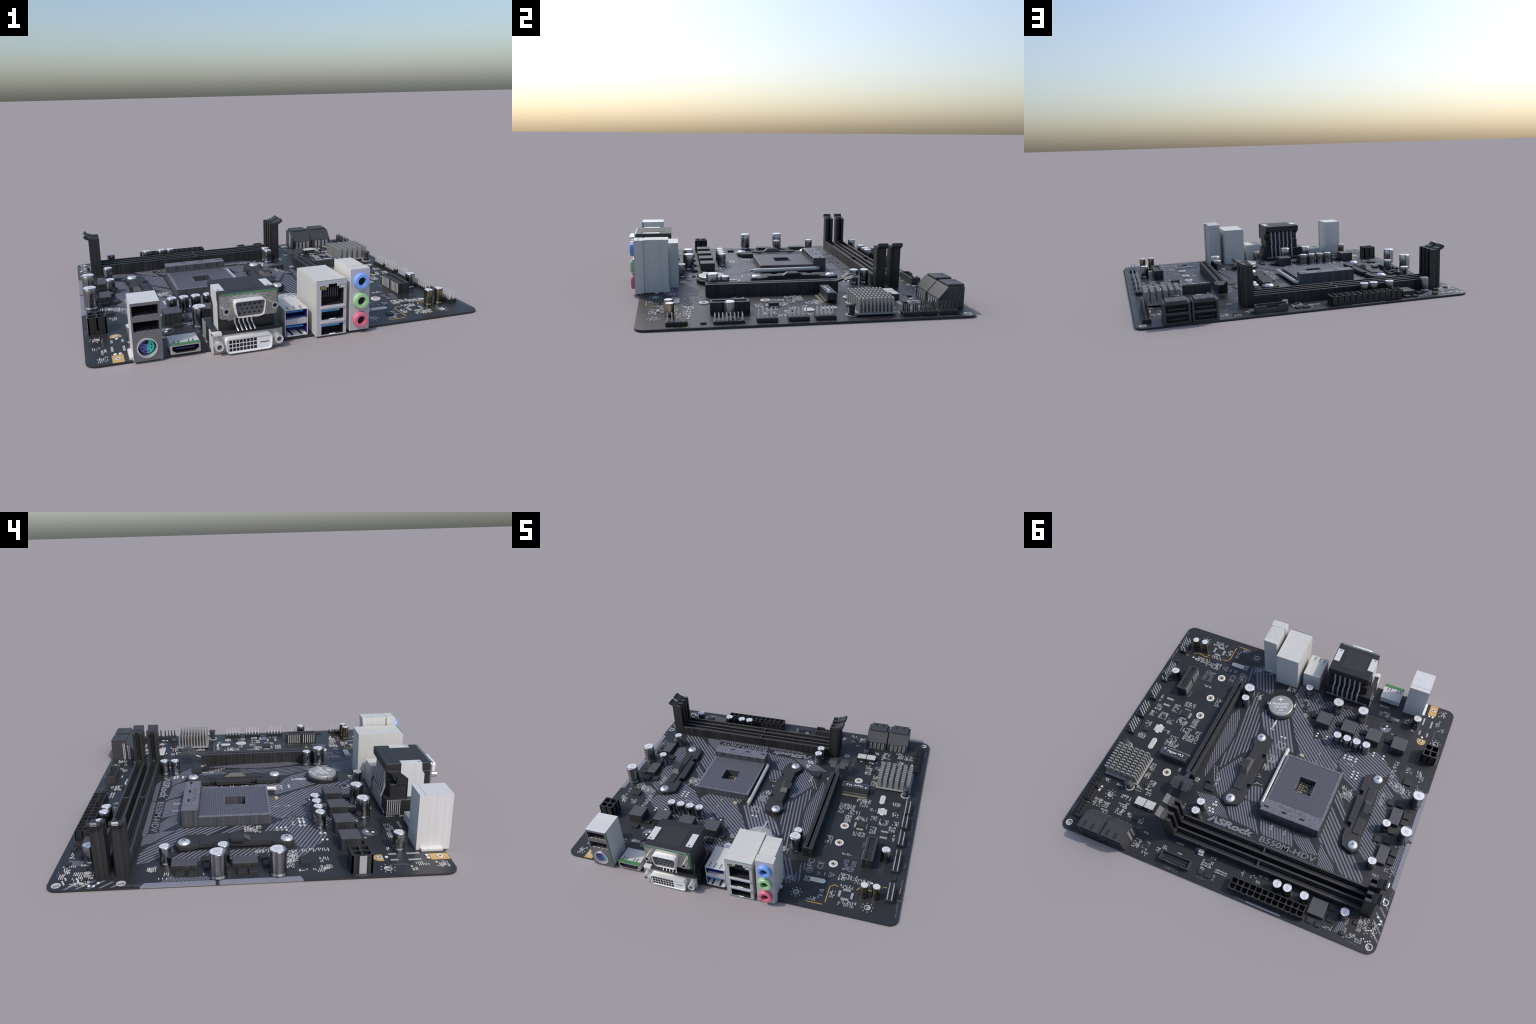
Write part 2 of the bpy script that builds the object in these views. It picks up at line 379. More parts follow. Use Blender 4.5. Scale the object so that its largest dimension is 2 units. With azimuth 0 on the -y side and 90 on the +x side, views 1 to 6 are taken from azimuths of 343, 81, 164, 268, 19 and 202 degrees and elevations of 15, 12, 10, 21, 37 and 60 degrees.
g.ring((.686, -.490, 0), .016, .020, BT - .001, Z0 + .0006); g.bar((.67, -.490), (.702, -.490), .004, BT - .001, Z0 + .0007)
for p, q in (((.576, -.585), (.576, -.545)), ((.576, -.545), (.612, -.565)), ((.612, -.565), (.576, -.585))): g.bar(p, q, .004, BT - .001, Z0 + .0006 + .00005 * len(g.f) / 6)
g.bar((.588, -.572), (.588, -.558), .006, BT - .001, Z0 + .0006)
g.bar((.552, -.580), (.552, -.552), .009, BT - .001, Z0 + .0006)
g.bar((.505, -.585), (.530, -.555), .003, BT - .001, Z0 + .0006); g.bar((.505, -.555), (.530, -.585), .003, BT - .001, Z0 + .0008); g.ring((.518, -.57, 0), .008, .010, BT - .001, Z0 + .001)
part("approval_symbol", g, ["legend"], root)
for body, x, y, w, h, rot in (("USB3_5_6", .25, .903, .085, .012, 180), ("ATXPWR1", -.19, .907, .06, .010, 180), ("CPU_FAN1", -.986, .561, .085, .013, 90),
        ("HD_AUDIO1", .986, -.72, .10, .011, 90), ("CLRCMOS1", .988, -.53, .075, .010, 90), ("TPM1", .987, -.38, .04, .010, 90),
        ("COM1", .985, -.19, .035, .010, 90), ("Hyper M.2", .50, .542, .10, .014, 90), ("PCIE2", .722, -.27, .05, .011, 90), ("M2_WIFI1", -.914, -.597, .07, .010, 90),
        ("PCIE1", .50, -.36, .045, .010, 90), ("USB_3_4", .985, -.02, .055, .010, 90), ("USB_1_2", .985, .12, .055, .010, 90), ("SATA3_1_2", .60, .912, .07, .007, 180),
        ("ATX12V1", -.986, -.42, .07, .010, 90), ("PANEL1", .986, .77, .06, .010, 90), ("U5 PQ21", .07, .884, .05, .008, 180), ("PQ14", -.87, .893, .04, .008, 180)):
    lettering("board_legend", body, x, y, w, h, rot, Z0, "legend_dim", root, thick=.0005)
for dy in (0, .014):
    lettering("board_legend", "LED0A 81234", -.03, .800 + dy, .075, .008, 180, Z0, "white", root, thick=.0006)

# ---- small surface-mount parts: clusters laid out in rows, described by centre and extent
CLUSTERS = {
 "audio_corner": [(.718, -.751, .10, .05), (.627, -.703, .03, .06), (.694, -.632, .08, .03), (.773, -.573, .09, .05), (.697, -.555, .08, .04), (.653, -.561, .04, .06), (.562, -.722, .025, .08), (.521, -.765, .05, .03), (.466, -.628, .04, .04), (.643, -.378, .06, .02)],
 "lower_edge": [(.889, -.167, .02, .06), (.868, -.091, .05, .05), (.881, -.032, .04, .05), (.808, -.041, .06, .06), (.755, -.124, .04, .08), (.678, -.187, .08, .04), (.585, -.068, .04, .08), (.667, -.041, .08, .05), (.612, .003, .08, .05), (.743, -.016, .05, .04), (.869, .06, .04, .06), (.725, .065, .04, .03), (.556, .051, .10, .06), (.658, .109, .06, .07), (.511, -.281, .04, .07), (.525, .002, .04, .05), (.915, -.339, .02, .03), (.862, .152, .05, .04)],
 "behind_ports": [(.276, -.439, .04, .06), (-.043, -.506, .04, .08), (-.102, -.565, .02, .05), (.368, -.648, .04, .03), (.09, -.579, .06, .04), (.037, -.549, .03, .03), (-.543, -.693, .07, .02), (-.562, -.634, .07, .04), (-.626, -.62, .09, .025), (-.719, -.635, .03, .04), (-.776, -.578, .03, .02), (-.925, -.78, .05, .06), (-.916, -.694, .025, .06), (-.947, -.65, .04, .03), (-.435, -.70, .025, .10), (-.311, -.494, .02, .02), (-.483, -.494, .02, .02), (-.658, -.499, .02, .02), (-.074, -.41, .03, .04), (-.34, -.582, .015, .03), (.282, -.648, .03, .02)],
 "chipset": [(.679, .338, .03, .06), (.681, .403, .03, .05), (.899, .531, .04, .025), (.907, .603, .015, .05), (.874, .691, .06, .06), (.818, .687, .04, .04), (.806, .728, .05, .03), (.726, .595, .07, .03), (.717, .644, .07, .05), (.712, .695, .06, .04), (.645, .693, .03, .03), (.623, .462, .04, .08), (.681, .507, .05, .04), (.611, .519, .03, .03), (.562, .697, .03, .04), (.457, .829, .05, .06), (.489, .755, .04, .015), (.514, .835, .05, .06), (.441, .878, .04, .03), (.344, .794, .03, .03), (.366, .509, .02, .04), (.927, .687, .025, .08), (.807, .533, .04, .02), (.512, .289, .015, .03), (.651, .137, .09, .04), (.375, .309, .03, .03), (.33, .507, .03, .02), (.255, .285, .02, .09)],
 "around_socket": [(-.015, -.131, .06, .06), (-.007, -.017, .05, .06), (.014, .057, .03, .05), (.009, .188, .06, .02), (.025, .125, .03, .03), (-.27, -.136, .012, .08), (-.477, -.173, .04, .015), (-.525, .031, .08, .08), (-.753, -.247, .03, .13), (-.845, -.275, .04, .04), (-.909, -.277, .03, .06), (-.803, -.142, .10, .05), (-.846, -.119, .11, .05), (-.931, -.244, .025, .06), (-.925, -.173, .02, .04), (-.745, -.015, .025, .08), (-.185, .426, .01, .04), (-.273, .427, .01, .04), (-.912, .414, .03, .03), (-.863, .482, .05, .03), (-.909, -.004, .015, .02), (-.921, .253, .015, .02)],
 "rear_edge": [(.263, .739, .07, .02), (.154, .73, .04, .02), (.246, .796, .03, .02), (.069, .789, .07, .05), (.082, .826, .03, .02), (-.146, .761, .02, .04), (-.215, .762, .05, .03), (-.252, .778, .03, .02), (.379, .825, .03, .03), (.057, .743, .05, .02), (-.003, .857, .012, .04), (-.271, .738, .06, .012)],
 "memory_corner": [(-.802, .788, .02, .04), (-.891, .751, .06, .04), (-.897, .789, .07, .07), (-.825, .855, .05, .06), (-.864, .855, .05, .03), (-.956, .78, .04, .08), (-.703, .867, .04, .02), (-.893, .87, .04, .025), (-.73, .863, .015, .03), (-.869, .494, .04, .03), (-.945, .426, .02, .05)],
}
g = Geo(); rnd = random.Random(21)
for area in CLUSTERS.values():
    for cx, cy, w, h in area:
        tall = rnd.random() < .5
        px, py = (.0085, .0145) if tall else (.0145, .0085)
        nx, ny = max(1, round(w / px)), max(1, round(h / py))
        for i in range(nx):
            for j in range(ny):
                r = rnd.random()
                if r < .26: continue
                x, y = cx + (i - (nx - 1) / 2) * px + rnd.uniform(-.0008, .0008), cy + (j - (ny - 1) / 2) * py + rnd.uniform(-.0008, .0008)
                big = 1.35 if rnd.random() < .12 else .86
                m = 2 if r > .93 else 1 if r > .84 else 0
                top = BT + (.0040 if m else .0026)
                for s in (-1, 1):
                    if tall: g.cbox(x, y + s * .0034 * big, .0042 * big, .0036 * big, BT - .001, top + .0004)
                    else: g.cbox(x + s * .0034 * big, y, .0036 * big, .0042 * big, BT - .001, top + .0004)
                if r > .5:
                    if tall: g.cbox(x, y, .0036 * big, .0038 * big, BT - .001, top, 1 if m == 1 else 2)
                    else: g.cbox(x, y, .0038 * big, .0036 * big, BT - .001, top, 1 if m == 1 else 2)
part("surface_mount_part", g, ["solder", "ceramic", "resistor"], root, stuff=True)
g = Geo()
PADS = [(-.427, -.227), (-.428, -.207), (-.456, -.228), (-.455, -.207), (-.474, -.229), (-.473, -.209), (-.503, -.228), (-.503, -.207), (-.517, -.132), (-.546, -.134), (-.518, -.11), (-.548, -.112), (-.518, -.089), (-.547, -.089),
        (-.594, -.317), (-.594, -.295), (-.66, -.317), (-.66, -.296), (.205, .424), (.187, .423), (.217, .456), (.195, .456), (.207, .473), (.197, .404), (.185, .474), (.008, -.196), (-.017, -.197), (-.203, -.314), (-.202, -.292), (-.268, -.315), (-.267, -.294),
        (.905, .585), (.909, .612), (.636, .565), (.66, .58), (.85, -.572), (.825, -.565), (-.955, .70), (-.978, .715), (-.975, .735)]
for x, y in PADS: g.cbox(x, y, .0125, .010, BT - .001, BT + .0022)
for k in range(10): g.cbox(-.955 + (k % 5) * .012, .845 - (k // 5) * .06 + (k % 3) * .006, .0065, .0065, BT - .001, BT + .0018)
for k in range(6): g.cbox(.165 - (k % 2) * .012, .707 + .004 * k, .006, .006, BT - .001, BT + .002)
part("solder_pad", g, ["white"], root, stuff=True)
g = Geo()    # row of gold contacts in front of the storage slot
for k in range(30): g.cbox(.497 + k * .0056, .172 + (k % 2) * .0, .0028, .014, BT - .001, BT + .0012)
part("contact_row", g, ["ceramic"], root, stuff=True)

# ---- integrated circuits
def chip(cx, cy, w, h, z=.026, name="microchip", leads=None, mat="chip"):
    g = Geo(); g.cbox(0, 0, w, h, BT - .001, z - .004)
    o = part(name, g, [mat], root, bevel=.0012, loc=(cx, cy, 0))
    if leads:
        q = Geo(); lw, ll, n = leads
        sides = ((0, 1), (0, -1)) if n == 2 else ((0, 1), (0, -1), (1, 0), (-1, 0))
        for sx, sy in sides:
            cnt = 11
            for k in range(cnt):
                t = (k - (cnt - 1) / 2) * ll / cnt
                if sy: q.cbox(t, sy * (h / 2 + lw / 2), ll / cnt * .82, lw, BT - .001, BT + .005)
                else: q.cbox(sx * (w / 2 + lw / 2), t, lw, ll / cnt * .82, BT - .001, BT + .005)
        part("chip_lead", q, ["grey_label"], o, stuff=True)
    return o
chip(.70, -.69, .056, .052, .0175, leads=(.014, .044, 4))
chip(.675, -.108, .054, .054, .034, leads=(.014, .044, 4))
chip(.828, -.153, .050, .040, .0175, leads=(.014, .046, 2))
chip(.535, -.715, .036, .036, .0165)
chip(.277, .332, .062, .042, .026)
for x, y, w, h in ((.067, .766, .034, .026), (.084, .849, .028, .03), (.037, .852, .036, .028), (.452, .831, .036, .026), (.719, .624, .03, .02), (.862, .098, .034, .03), (.80, -.03, .026, .022),
                   (-.055, -.474, .034, .028), (-.04, -.51, .028, .024), (-.30, -.585, .034, .024), (-.61, -.60, .03, .02), (.655, .47, .022, .02), (.60, .70, .03, .02), (.94, -.50, .022, .03)):
    chip(x, y, w, h, .021)
for xc in (-.21, -.383, -.553, -.725):      # transistors around the supply chokes
    chip(xc + .072, -.437, .044, .036, .025, "transistor"); chip(xc + .015, -.495, .044, .034, .025, "transistor")
for x, y in ((-.802, -.01), (-.862, -.022), (-.921, .042), (-.919, .091), (-.802, .252), (-.862, .239), (-.921, .303), (-.919, .359), (-.866, .171), (-.70, .748), (-.714, .812)):
    chip(x, y, .040, .040, .025, "transistor")
chip(-.857, -.19, .05, .046, .025)
for x, y, s in ((-.607, .866, .038), (-.655, .872, .03), (-.85, .779, .028), (-.796, .863, .026), (-.93, .76, .022)): chip(x, y, s, s * .85, .023)
# unpopulated connector beside the expansion slot: dark field with pads and one small part
g = Geo(); g.prism([(.335, .165), (.300, .165), (.262, .285), (.300, .285)], BT - .001, BT + .0022); g.cbox(.298, .293, .022, .014, BT, .036)
part("debug_connector", g, ["chip"], root)
g = Geo()
for k in range(12):
    for s in (0, 1): g.cbox(.318 - k * .0042 - s * .018, .175 + k * .0092, .003, .0045, BT, BT + .0036)
part("solder_dot", g, ["solder"], root, stuff=True)

# ---- crystals and light parts
def pill(cx, cy, l, w, along, z):
    g = Geo(); p = rect(-l / 2, l / 2, -w / 2, w / 2, w * .499, 6)
    if along == 'y': p = [(-b, a) for a, b in p]
    g.prism(p, BT - .001, z)
    q = rect(-l / 2 + .006, l / 2 - .006, -w / 2 + .005, w / 2 - .005, w * .32, 5)
    if along == 'y': q = [(-b, a) for a, b in q]
    g.prism(q, z - .001, z + .0015, m=1)
    part("quartz_crystal", g, ["solder", "light_choke"], root, bevel=.002, smooth=40, loc=(cx, cy, 0))
pill(.524, -.625, .092, .031, 'x', .0125); pill(.767, .181, .088, .034, 'y', .0125)
g = Geo(); g.cbox(0, 0, .058, .050, BT - .001, .0130); g.cbox(0, .029, .022, .010, BT - .001, .0115, 1); g.cbox(0, -.029, .022, .010, BT - .001, .0115, 1)
part("light_component", g, ["light_choke", "white"], root, bevel=.001, loc=(.784, .062, 0))
g = Geo(); g.cbox(0, 0, .034, .028, BT - .001, .036, 1); g.cbox(0, .017, .032, .010, BT - .001, .022)
part("light_component", g, ["white", "grey_label"], root, bevel=.004, loc=(.130, .738, 0))
g = Geo(); g.cbox(0, 0, .028, .022, BT - .001, .018); part("light_component", g, ["ceramic"], root, bevel=.003, loc=(-.168, -.112, 0))

# ---- chokes
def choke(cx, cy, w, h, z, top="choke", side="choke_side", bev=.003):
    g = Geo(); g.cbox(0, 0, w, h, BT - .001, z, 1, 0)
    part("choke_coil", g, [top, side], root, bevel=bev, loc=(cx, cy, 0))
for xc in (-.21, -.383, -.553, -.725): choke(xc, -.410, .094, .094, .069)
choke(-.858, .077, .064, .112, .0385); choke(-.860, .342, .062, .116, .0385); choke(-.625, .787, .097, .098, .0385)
for xc in (.552, .618):
    g = Geo(); g.cbox(0, 0, .061, .054, .037, .0415, 0); g.cbox(0, .0, .059, .052, BT - .001, .038, 1); g.cbox(0, 0, .02, .056, BT - .001, .014, 0)
    part("choke_coil", g, ["light_choke", "choke_side"], root, bevel=.0015, loc=(xc, .593, 0))

# ---- electrolytic capacitors: one mesh per size, repeated
def capacitor_mesh(r, h, mats, mark=True, n=40):
    g = Geo(); z = BT - .001
    prof = [(r * 1.02, z), (r * 1.07, z + .006), (r * 1.05, z + .012), (r * .95, z + .0165), (r * .95, z + .019), (r, z + .023), (r, h - .004), (r * .97, h - .0015), (r * .90, h)]
    g.lathe(prof, n=n, m=0)
    g.f.pop(); g.m.pop()
    if mark:
        cut = math.radians(48); d = -r * .90 * math.cos(cut)
        a = [(-math.pi / 2 - cut) + 2 * cut * i / 10 for i in range(11)]
        b = [(-math.pi / 2 + cut) + (2 * math.pi - 2 * cut) * i / 24 for i in range(25)]
        for arc, m in ((a, 2), (b, 1)):
            vs = [(r * .90 * math.cos(t), r * .90 * math.sin(t), h) for t in arc]; g.add(vs, [list(range(len(vs)))], m)
    else: g.add([(r * .90 * math.cos(2 * math.pi * i / 30), r * .90 * math.sin(2 * math.pi * i / 30), h) for i in range(30)], [list(range(30))], 1)
    me = mesh_of("capacitor", g, mats); me.shade_smooth(); me.set_sharp_from_angle(angle=math.radians(50))
    return me
CAN = ["cap_side", "cap_top", "cap_mark"]
SMALL, MEDIUM, TALL = capacitor_mesh(.0272, .0975, CAN), capacitor_mesh(.0355, .1165, CAN), capacitor_mesh(.0365, .131, CAN)
PLAIN_SMALL = capacitor_mesh(.0272, .096, CAN, True); GOLD = capacitor_mesh(.0225, .0975, ["cap_gold", "cap_top", "cap_mark"], False)
FAT = capacitor_mesh(.0355, .1165, CAN)
CAPS = [(GOLD, .861, -.661), (GOLD, .795, -.667), (PLAIN_SMALL, .867, -.363), (FAT, .332, -.414), (SMALL, .330, -.340), (SMALL, -.034, -.586), (MEDIUM, -.260, -.534), (MEDIUM, -.433, -.533), (SMALL, -.780, -.624),
        (SMALL, -.338, -.302), (SMALL, -.404, -.302), (SMALL, -.469, -.302), (SMALL, -.534, -.302), (TALL, -.944, -.063), (TALL, -.944, .192), (SMALL, -.821, .169), (SMALL, -.817, .427),
        (SMALL, .258, .470), (SMALL, .261, .535), (SMALL, -.368, .766), (SMALL, -.430, .766), (SMALL, -.534, .770), (SMALL, -.774, .769)]
for me, x, y in CAPS: link("capacitor", me, root, (x, y, 0), math.radians(random.uniform(-7, 7)))
g = Geo()    # two printed lines on each can top
for me, x, y in CAPS:
    if me is GOLD: continue
    h = {SMALL: .0975, PLAIN_SMALL: .096, MEDIUM: .1165, FAT: .1165, TALL: .131}[me]; r = .016 if h < .1 else .021
    for k in range(3): g.cbox(x + random.uniform(-.002, .002), y + .012 - k * .008, r * (1.1 - .2 * (k % 2)), .0028, h - .001, h + .0006)
part("capacitor_print", g, ["face_grey"], root, stuff=True)

# ---- processor socket
sx0, sx1 = -.466, -.092
g = plate_geo(rect(sx0, sx1, -.065, .300), [rect(-.331, -.229, .060, .166)], BT - .001, .058)
sock = Geo(); sock.v, sock.f, sock.m = g.v, g.f, [1] * len(g.f)
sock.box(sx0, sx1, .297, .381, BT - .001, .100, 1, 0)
sock.box(sx0 + .006, sx1 - .006, .300, .376, .0995, .1012, 0)
sock.box(sx0, sx0 + .018, -.065, .297, .0575, .0605, 0); sock.box(sx1 - .014, sx1, -.065, .02, .0575, .0605, 0); sock.box(sx1 - .010, sx1, .02, .297, .0575, .0595, 0)
sock.box(sx0, sx1, -.065, -.053, .0575, .0602, 0)
for k in range(5): sock.box(sx0 + .05 + k * .065, sx0 + .058 + k * .065, .291, .298, .085, .1013, 1)
cpu = part("processor_socket", sock, ["socket", "socket_side"], root, bevel=.0012)
g = plate_geo(rect(sx0 + .019, sx1 - .015, -.050, .2965), [rect(-.333, -.227, .058, .168)], .057, .0590)
part("socket_contact_field", g, ["socket_grid"], cpu)
g = Geo()
for x0, x1, y0, y1 in ((-.337, -.223, .053, .058), (-.337, -.223, .168, .173), (-.337, -.333, .058, .168), (-.227, -.223, .058, .168)): g.box(x0, x1, y0, y1, .0575, .0606)
part("socket_window_rim", g, ["socket"], cpu)
g = Geo()
for k in range(3):
    xc = -.36 + k * .115 * 1.0; g.cbox(xc - .02 + .06 * .5, .350, .032, .011, .1005, .1018)
part("socket_slot_mark", g, ["hollow"], cpu)
g = Geo(); rnd = random.Random(5)
for i in range(5):
    for j in range(6):
        if rnd.random() < .15: continue
        g.cbox(-.318 + i * .019, .073 + j * .016, .011, .006, BT - .001, BT + .004, rnd.choice((0, 0, 1)))
part("socket_capacitor", g, ["ceramic", "solder"], cpu, stuff=True)
g = Geo(); g.sweep([(-.0735, -.112, .028), (-.0735, -.105, .030), (-.0735, .296, .034), (-.0745, .310, .034), (-.080, .322, .033), (-.094, .328, .032)], .0135, 14)
g.lathe([(.004, -.008), (.004, 0)], (-.0735, -.112, .020), 'y', 8)
part("socket_lever", g, ["lever"], cpu, smooth=60)
lettering("socket_lettering", "SOCKET AM4", -.28, .322, .16, .016, 180, .1009, "socket_side", cpu, thick=.0006)

# ---- cooler brackets (outline mirrored about the socket axis)
OUT = [(-.598, -.125), (-.643, -.150), (-.698, -.144), (-.728, -.109), (-.700, -.050), (-.699, .284), (-.726, .335), (-.723, .378), (-.690, .402), (-.652, .391), (-.620, .380), (-.603, .331), (-.601, .257),
       (-.624, .255), (-.624, .222), (-.600, .220), (-.597, .022), (-.622, .020), (-.622, -.012), (-.599, -.014), (-.598, -.08)]
def bracket(mirror):
    X = (lambda x: -.558 - x) if mirror else (lambda x: x)
    g = Geo(); g.prism([(X(x), y) for x, y in OUT], .014, .0365)
    def quad(pts, z0, z1): g.prism([(X(x), y) for x, y in pts], z0, z1)
    quad([(-.648, -.050), (-.697, -.050), (-.697, .282), (-.648, .282)], .035, .0430)
    for y in (-.123, .356): g.lathe([(.034, BT - .001), (.034, .03)], (X(-.679), y, 0), n=20)
    b = part("cooler_bracket", g, ["bracket"], root, bevel=.0018)
    g = Geo()      # retention hook: frustum with sloped faces, overhanging lip on the outer side
    base = [(-.650, .046), (-.6985, .046), (-.6985, .176), (-.650, .176)]; top = [(-.664, .076), (-.700, .076), (-.700, .138), (-.664, .138)]
    vs = [(X(x), y, .042) for x, y in base] + [(X(x), y, .062) for x, y in top]
    fs = [(4, 5, 6, 7), (0, 1, 5, 4), (1, 2, 6, 5), (2, 3, 7, 6), (3, 0, 4, 7), (3, 2, 1, 0)]
    if not mirror: fs = [f[::-1] for f in fs]
    g.add(vs, fs, [0, 1, 0, 0, 1, 0])
    g.box(min(X(-.698), X(-.717)), max(X(-.698), X(-.717)), .078, .136, .050, .0615, 0)
    part("retention_hook", g, ["bracket", "clip_tan"], b)
    for y in (-.123, .356):
        g = Geo(); xs = X(-.679)
        g.lathe([(.0305, .034), (.0305, .0375), (.027, .0435), (.019, .0485), (.008, .0505)], (xs, y, 0), n=28)
        s = part("mounting_screw", g, ["chrome"], b, smooth=60)
        g = Geo()
        for k in range(2):
            a = math.radians(35 + 90 * k); g.bar((xs - .012 * math.cos(a), y - .012 * math.sin(a)), (xs + .012 * math.cos(a), y + .012 * math.sin(a)), .005, .044, .0508 + .0002 * k)
        part("screw_recess", g, ["resistor"], s)
bracket(False); bracket(True)

# ---- memory slots
def memory_slot(y0, y1):
    yc = (y0 + y1) / 2; g = Geo(); w = .0125
    g.box(-.848, .312, y0, y0 + w, BT - .001, .075, 0, 1); g.box(-.848, .312, y1 - w, y1, BT - .001, .075, 0, 1)
    g.box(-.848, .312, y0 + w, y1 - w, BT - .001, .040, 0)
    g.box(-.848, .312, y0 + w, y0 + w + .007, .028, .058, 0, 0); g.box(-.848, .312, y1 - w - .007, y1 - w, .028, .058, 0, 0)
    g.cbox(-.217, yc, .010, y1 - y0 - 2 * w + .002, .028, .0745, 0, 1)
    for xa, xb, xi in ((-.914, -.848, -1), (.312, .376, 1)):      # end towers: open channels facing the slot
        g.box(xa, xb, y0, y0 + .019, BT - .001, .258, 0, 1); g.box(xa, xb, y1 - .019, y1, BT - .001, .258, 0, 1)
        if xi < 0: g.box(xa, xa + .034, y0 + .019, y1 - .019, BT - .001, .256, 0, 1)
        else: g.box(xb - .034, xb, y0 + .019, y1 - .019, BT - .001, .256, 0, 1)
        bx = (xa + xb) / 2
        g.box(xa + .002, xb - .002, y0 + .018, y1 - .018, BT, .082, 0, 1)
    s = part("memory_slot", g, ["ribbed", "slot_lip"], root, bevel=.0012, segs=1)
    g = Geo()      # latch at the lower-board end: ear flaring outwards
    g.prism([(.350, .250), (.376, .250), (.378, .246), (.409, .267), (.401, .285), (.374, .267), (.350, .262)], y0 - .001, y1 + .001, 'y')
    part("memory_latch", g, ["slot_lip"], s, bevel=.0015)
    g = Geo()
    g.prism([(-.888, .250), (-.914, .250), (-.938, .260), (-.946, .274), (-.930, .286), (-.914, .268), (-.888, .262)], y0 + .002, y1 - .002, 'y')
    g.box(-.9445, -.937, yc - .014, yc + .014, .268, .284, 1)
    part("memory_latch", g, ["plastic", "chrome" if y0 < .6 else "steel"], s, bevel=.0015)
    g = Geo()
    g.box(.374, .379, yc - .012, yc + .012, .02, .248); part("latch_spine", g, ["plastic"], s, bevel=.001)
memory_slot(.574, .633); memory_slot(.661, .7215)

# ---- expansion slots
def long_slot(x0, x1, y0, y1, z, key, floor=.030, gw=.009):
    xc = (x0 + x1) / 2; g = Geo()
    g.box(x0, xc - gw, y0, y1, BT - .001, z, 0, 1); g.box(xc + gw, x1, y0, y1, BT - .001, z, 0, 1)
    g.box(xc - gw, xc + gw, y0 + .002, y1 - .002, BT - .001, floor, 0)
    g.box(xc - gw, xc + gw, y0, y0 + .012, .028, z, 0, 1); g.box(xc - gw, xc + gw, y1 - .014, y1, .028, z, 0, 1)
    g.cbox(xc, key, 2 * gw + .002, .008, .028, max(z - .012, floor + .001), 0, 1)
    return part("expansion_slot", g, ["ribbed", "slot_lip"], root, bevel=.0012, segs=1)
big = long_slot(.3875, .448, -.459, .318, .077, -.362, .030, .0055)
n = 0; g = Geo()
for side in (-1, 1):       # contact openings along both lips
    for k in range(80): g.cbox(.41775 + side * .0145, -.440 + k * .0091, .010, .0035, .0760, .0776)
part("contact_opening", g, ["hollow"], big, stuff=True)
g = Geo()                  # card release latch: stem and two wings
g.prism([(.300, .066), (.320, .0775), (.385, .095), (.400, .090), (.320, .062)], .410, .434, 'x')
WING = [(.352, .076), (.352, .084), (.398, .107), (.450, .093), (.450, .087), (.398, .098)]
for x0, x1 in ((.434, .474), (.370, .410)): g.prism(WING, x0, x1, 'x')
NARROW = [(.374, .0875), (.374, .0945), (.398, .1062), (.438, .0955), (.438, .0895), (.398, .0985)]
for x0, x1 in ((.473, .489), (.354, .371)): g.prism(NARROW, x0, x1, 'x')
part("card_latch", g, ["grey_plastic"], big, bevel=.0015)
short = long_slot(.742, .807, -.456, -.251, .074, -.372, .068, .016)
g = Geo()
for k in range(13):
    if k == 6: continue
    g.box(.7395, .743, -.443 + k * .0145, -.4385 + k * .0145, BT + .003, .068)
part("contact_tail", g, ["pin"], short, stuff=True)

# ---- storage card slot
g = Geo(); g.box(.490, .666, .196, .240, .022, .065, 0, 1); g.box(.486, .670, .240, .250, BT - .001, .062, 0); g.box(.494, .662, .186, .200, BT - .001, .018, 2)
m2 = part("storage_slot", g, ["grey_plastic", "chip", "clip_tan"], root, bevel=.001)
g = Geo()
for x0, x1, y0, y1 in ((.490, .666, .196, .1985), (.490, .666, .2375, .240), (.490, .4925, .1985, .2375), (.6635, .666, .1985, .2375)): g.box(x0, x1, y0, y1, .064, .0662)
part("slot_rim", g, ["ink"], m2)
lettering("slot_lettering", "Hyper M.2", .570, .218, .112, .022, 180, .0648, "white", m2, bold=.012, thick=.0012)
g = Geo()
for k in (0, 1): g.prism([(.640, .222 - k * .013), (.6475, .212 - k * .013), (.655, .222 - k * .013), (.655, .228 - k * .013), (.6475, .218 - k * .013), (.640, .228 - k * .013)], .0645, .0661, m=k)
part("slot_logo", g, ["logo_blue", "white"], m2)

# ---- power connectors: box with a grid of deep cells, alternate cells with cut corners
def cell_box(name, x0, x1, y0, y1, z, nx, ny, wall, floor, parent):
    g = Geo(); cw, ch = (x1 - x0 - wall) / nx, (y1 - y0 - wall) / ny; e = .0006
    g.box(x0 + e, x1 - e, y0 + e, y1 - e, BT - .001, floor, 0)
    for i in range(nx + 1): g.box(x0 + i * cw, x0 + i * cw + wall, y0, y1, BT - .001 if i in (0, nx) else floor - .001, z if i in (0, nx) else z - .0009, 0, 1)
    for j in range(ny + 1): g.box(x0, x1, y0 + j * ch, y0 + j * ch + wall, BT - .001 if j in (0, ny) else floor - .001, z - .0004, 0, 1)
    for i in range(nx):
        for j in range(ny):
            if (i + 2 * j) % 4 in (1, 2):
                a, b = x0 + i * cw + wall, x0 + (i + 1) * cw; c = y0 + (j + 1) * ch if j else y0 + ch; k = cw * .24; t = z - .0012
                g.prism([(a, c), (a + k, c), (a, c - k)], floor - .001, t, m=0, top=1); g.prism([(b, c), (b, c - k), (b - k, c)], floor - .001, t, m=0, top=1)
    o = part(name, g, ["ribbed", "bracket"], parent)
    q = Geo()
    for i in range(nx):
        for j in range(ny): q.cbox(x0 + (i + .5) * cw + wall / 2, y0 + (j + .5) * ch + wall / 2, cw * .86, ch * .86, floor - .001, floor + .0008)
    part("connector_well", q, ["hollow"], o, stuff=True)
    return o
cell_box("power_connector", -.566, -.112, .812, .885, .0635, 12, 2, .0045, .024, root)
eps = cell_box("processor_power_connector", -.974, -.883, -.463, -.372, .097, 2, 2, .008, .03, root)
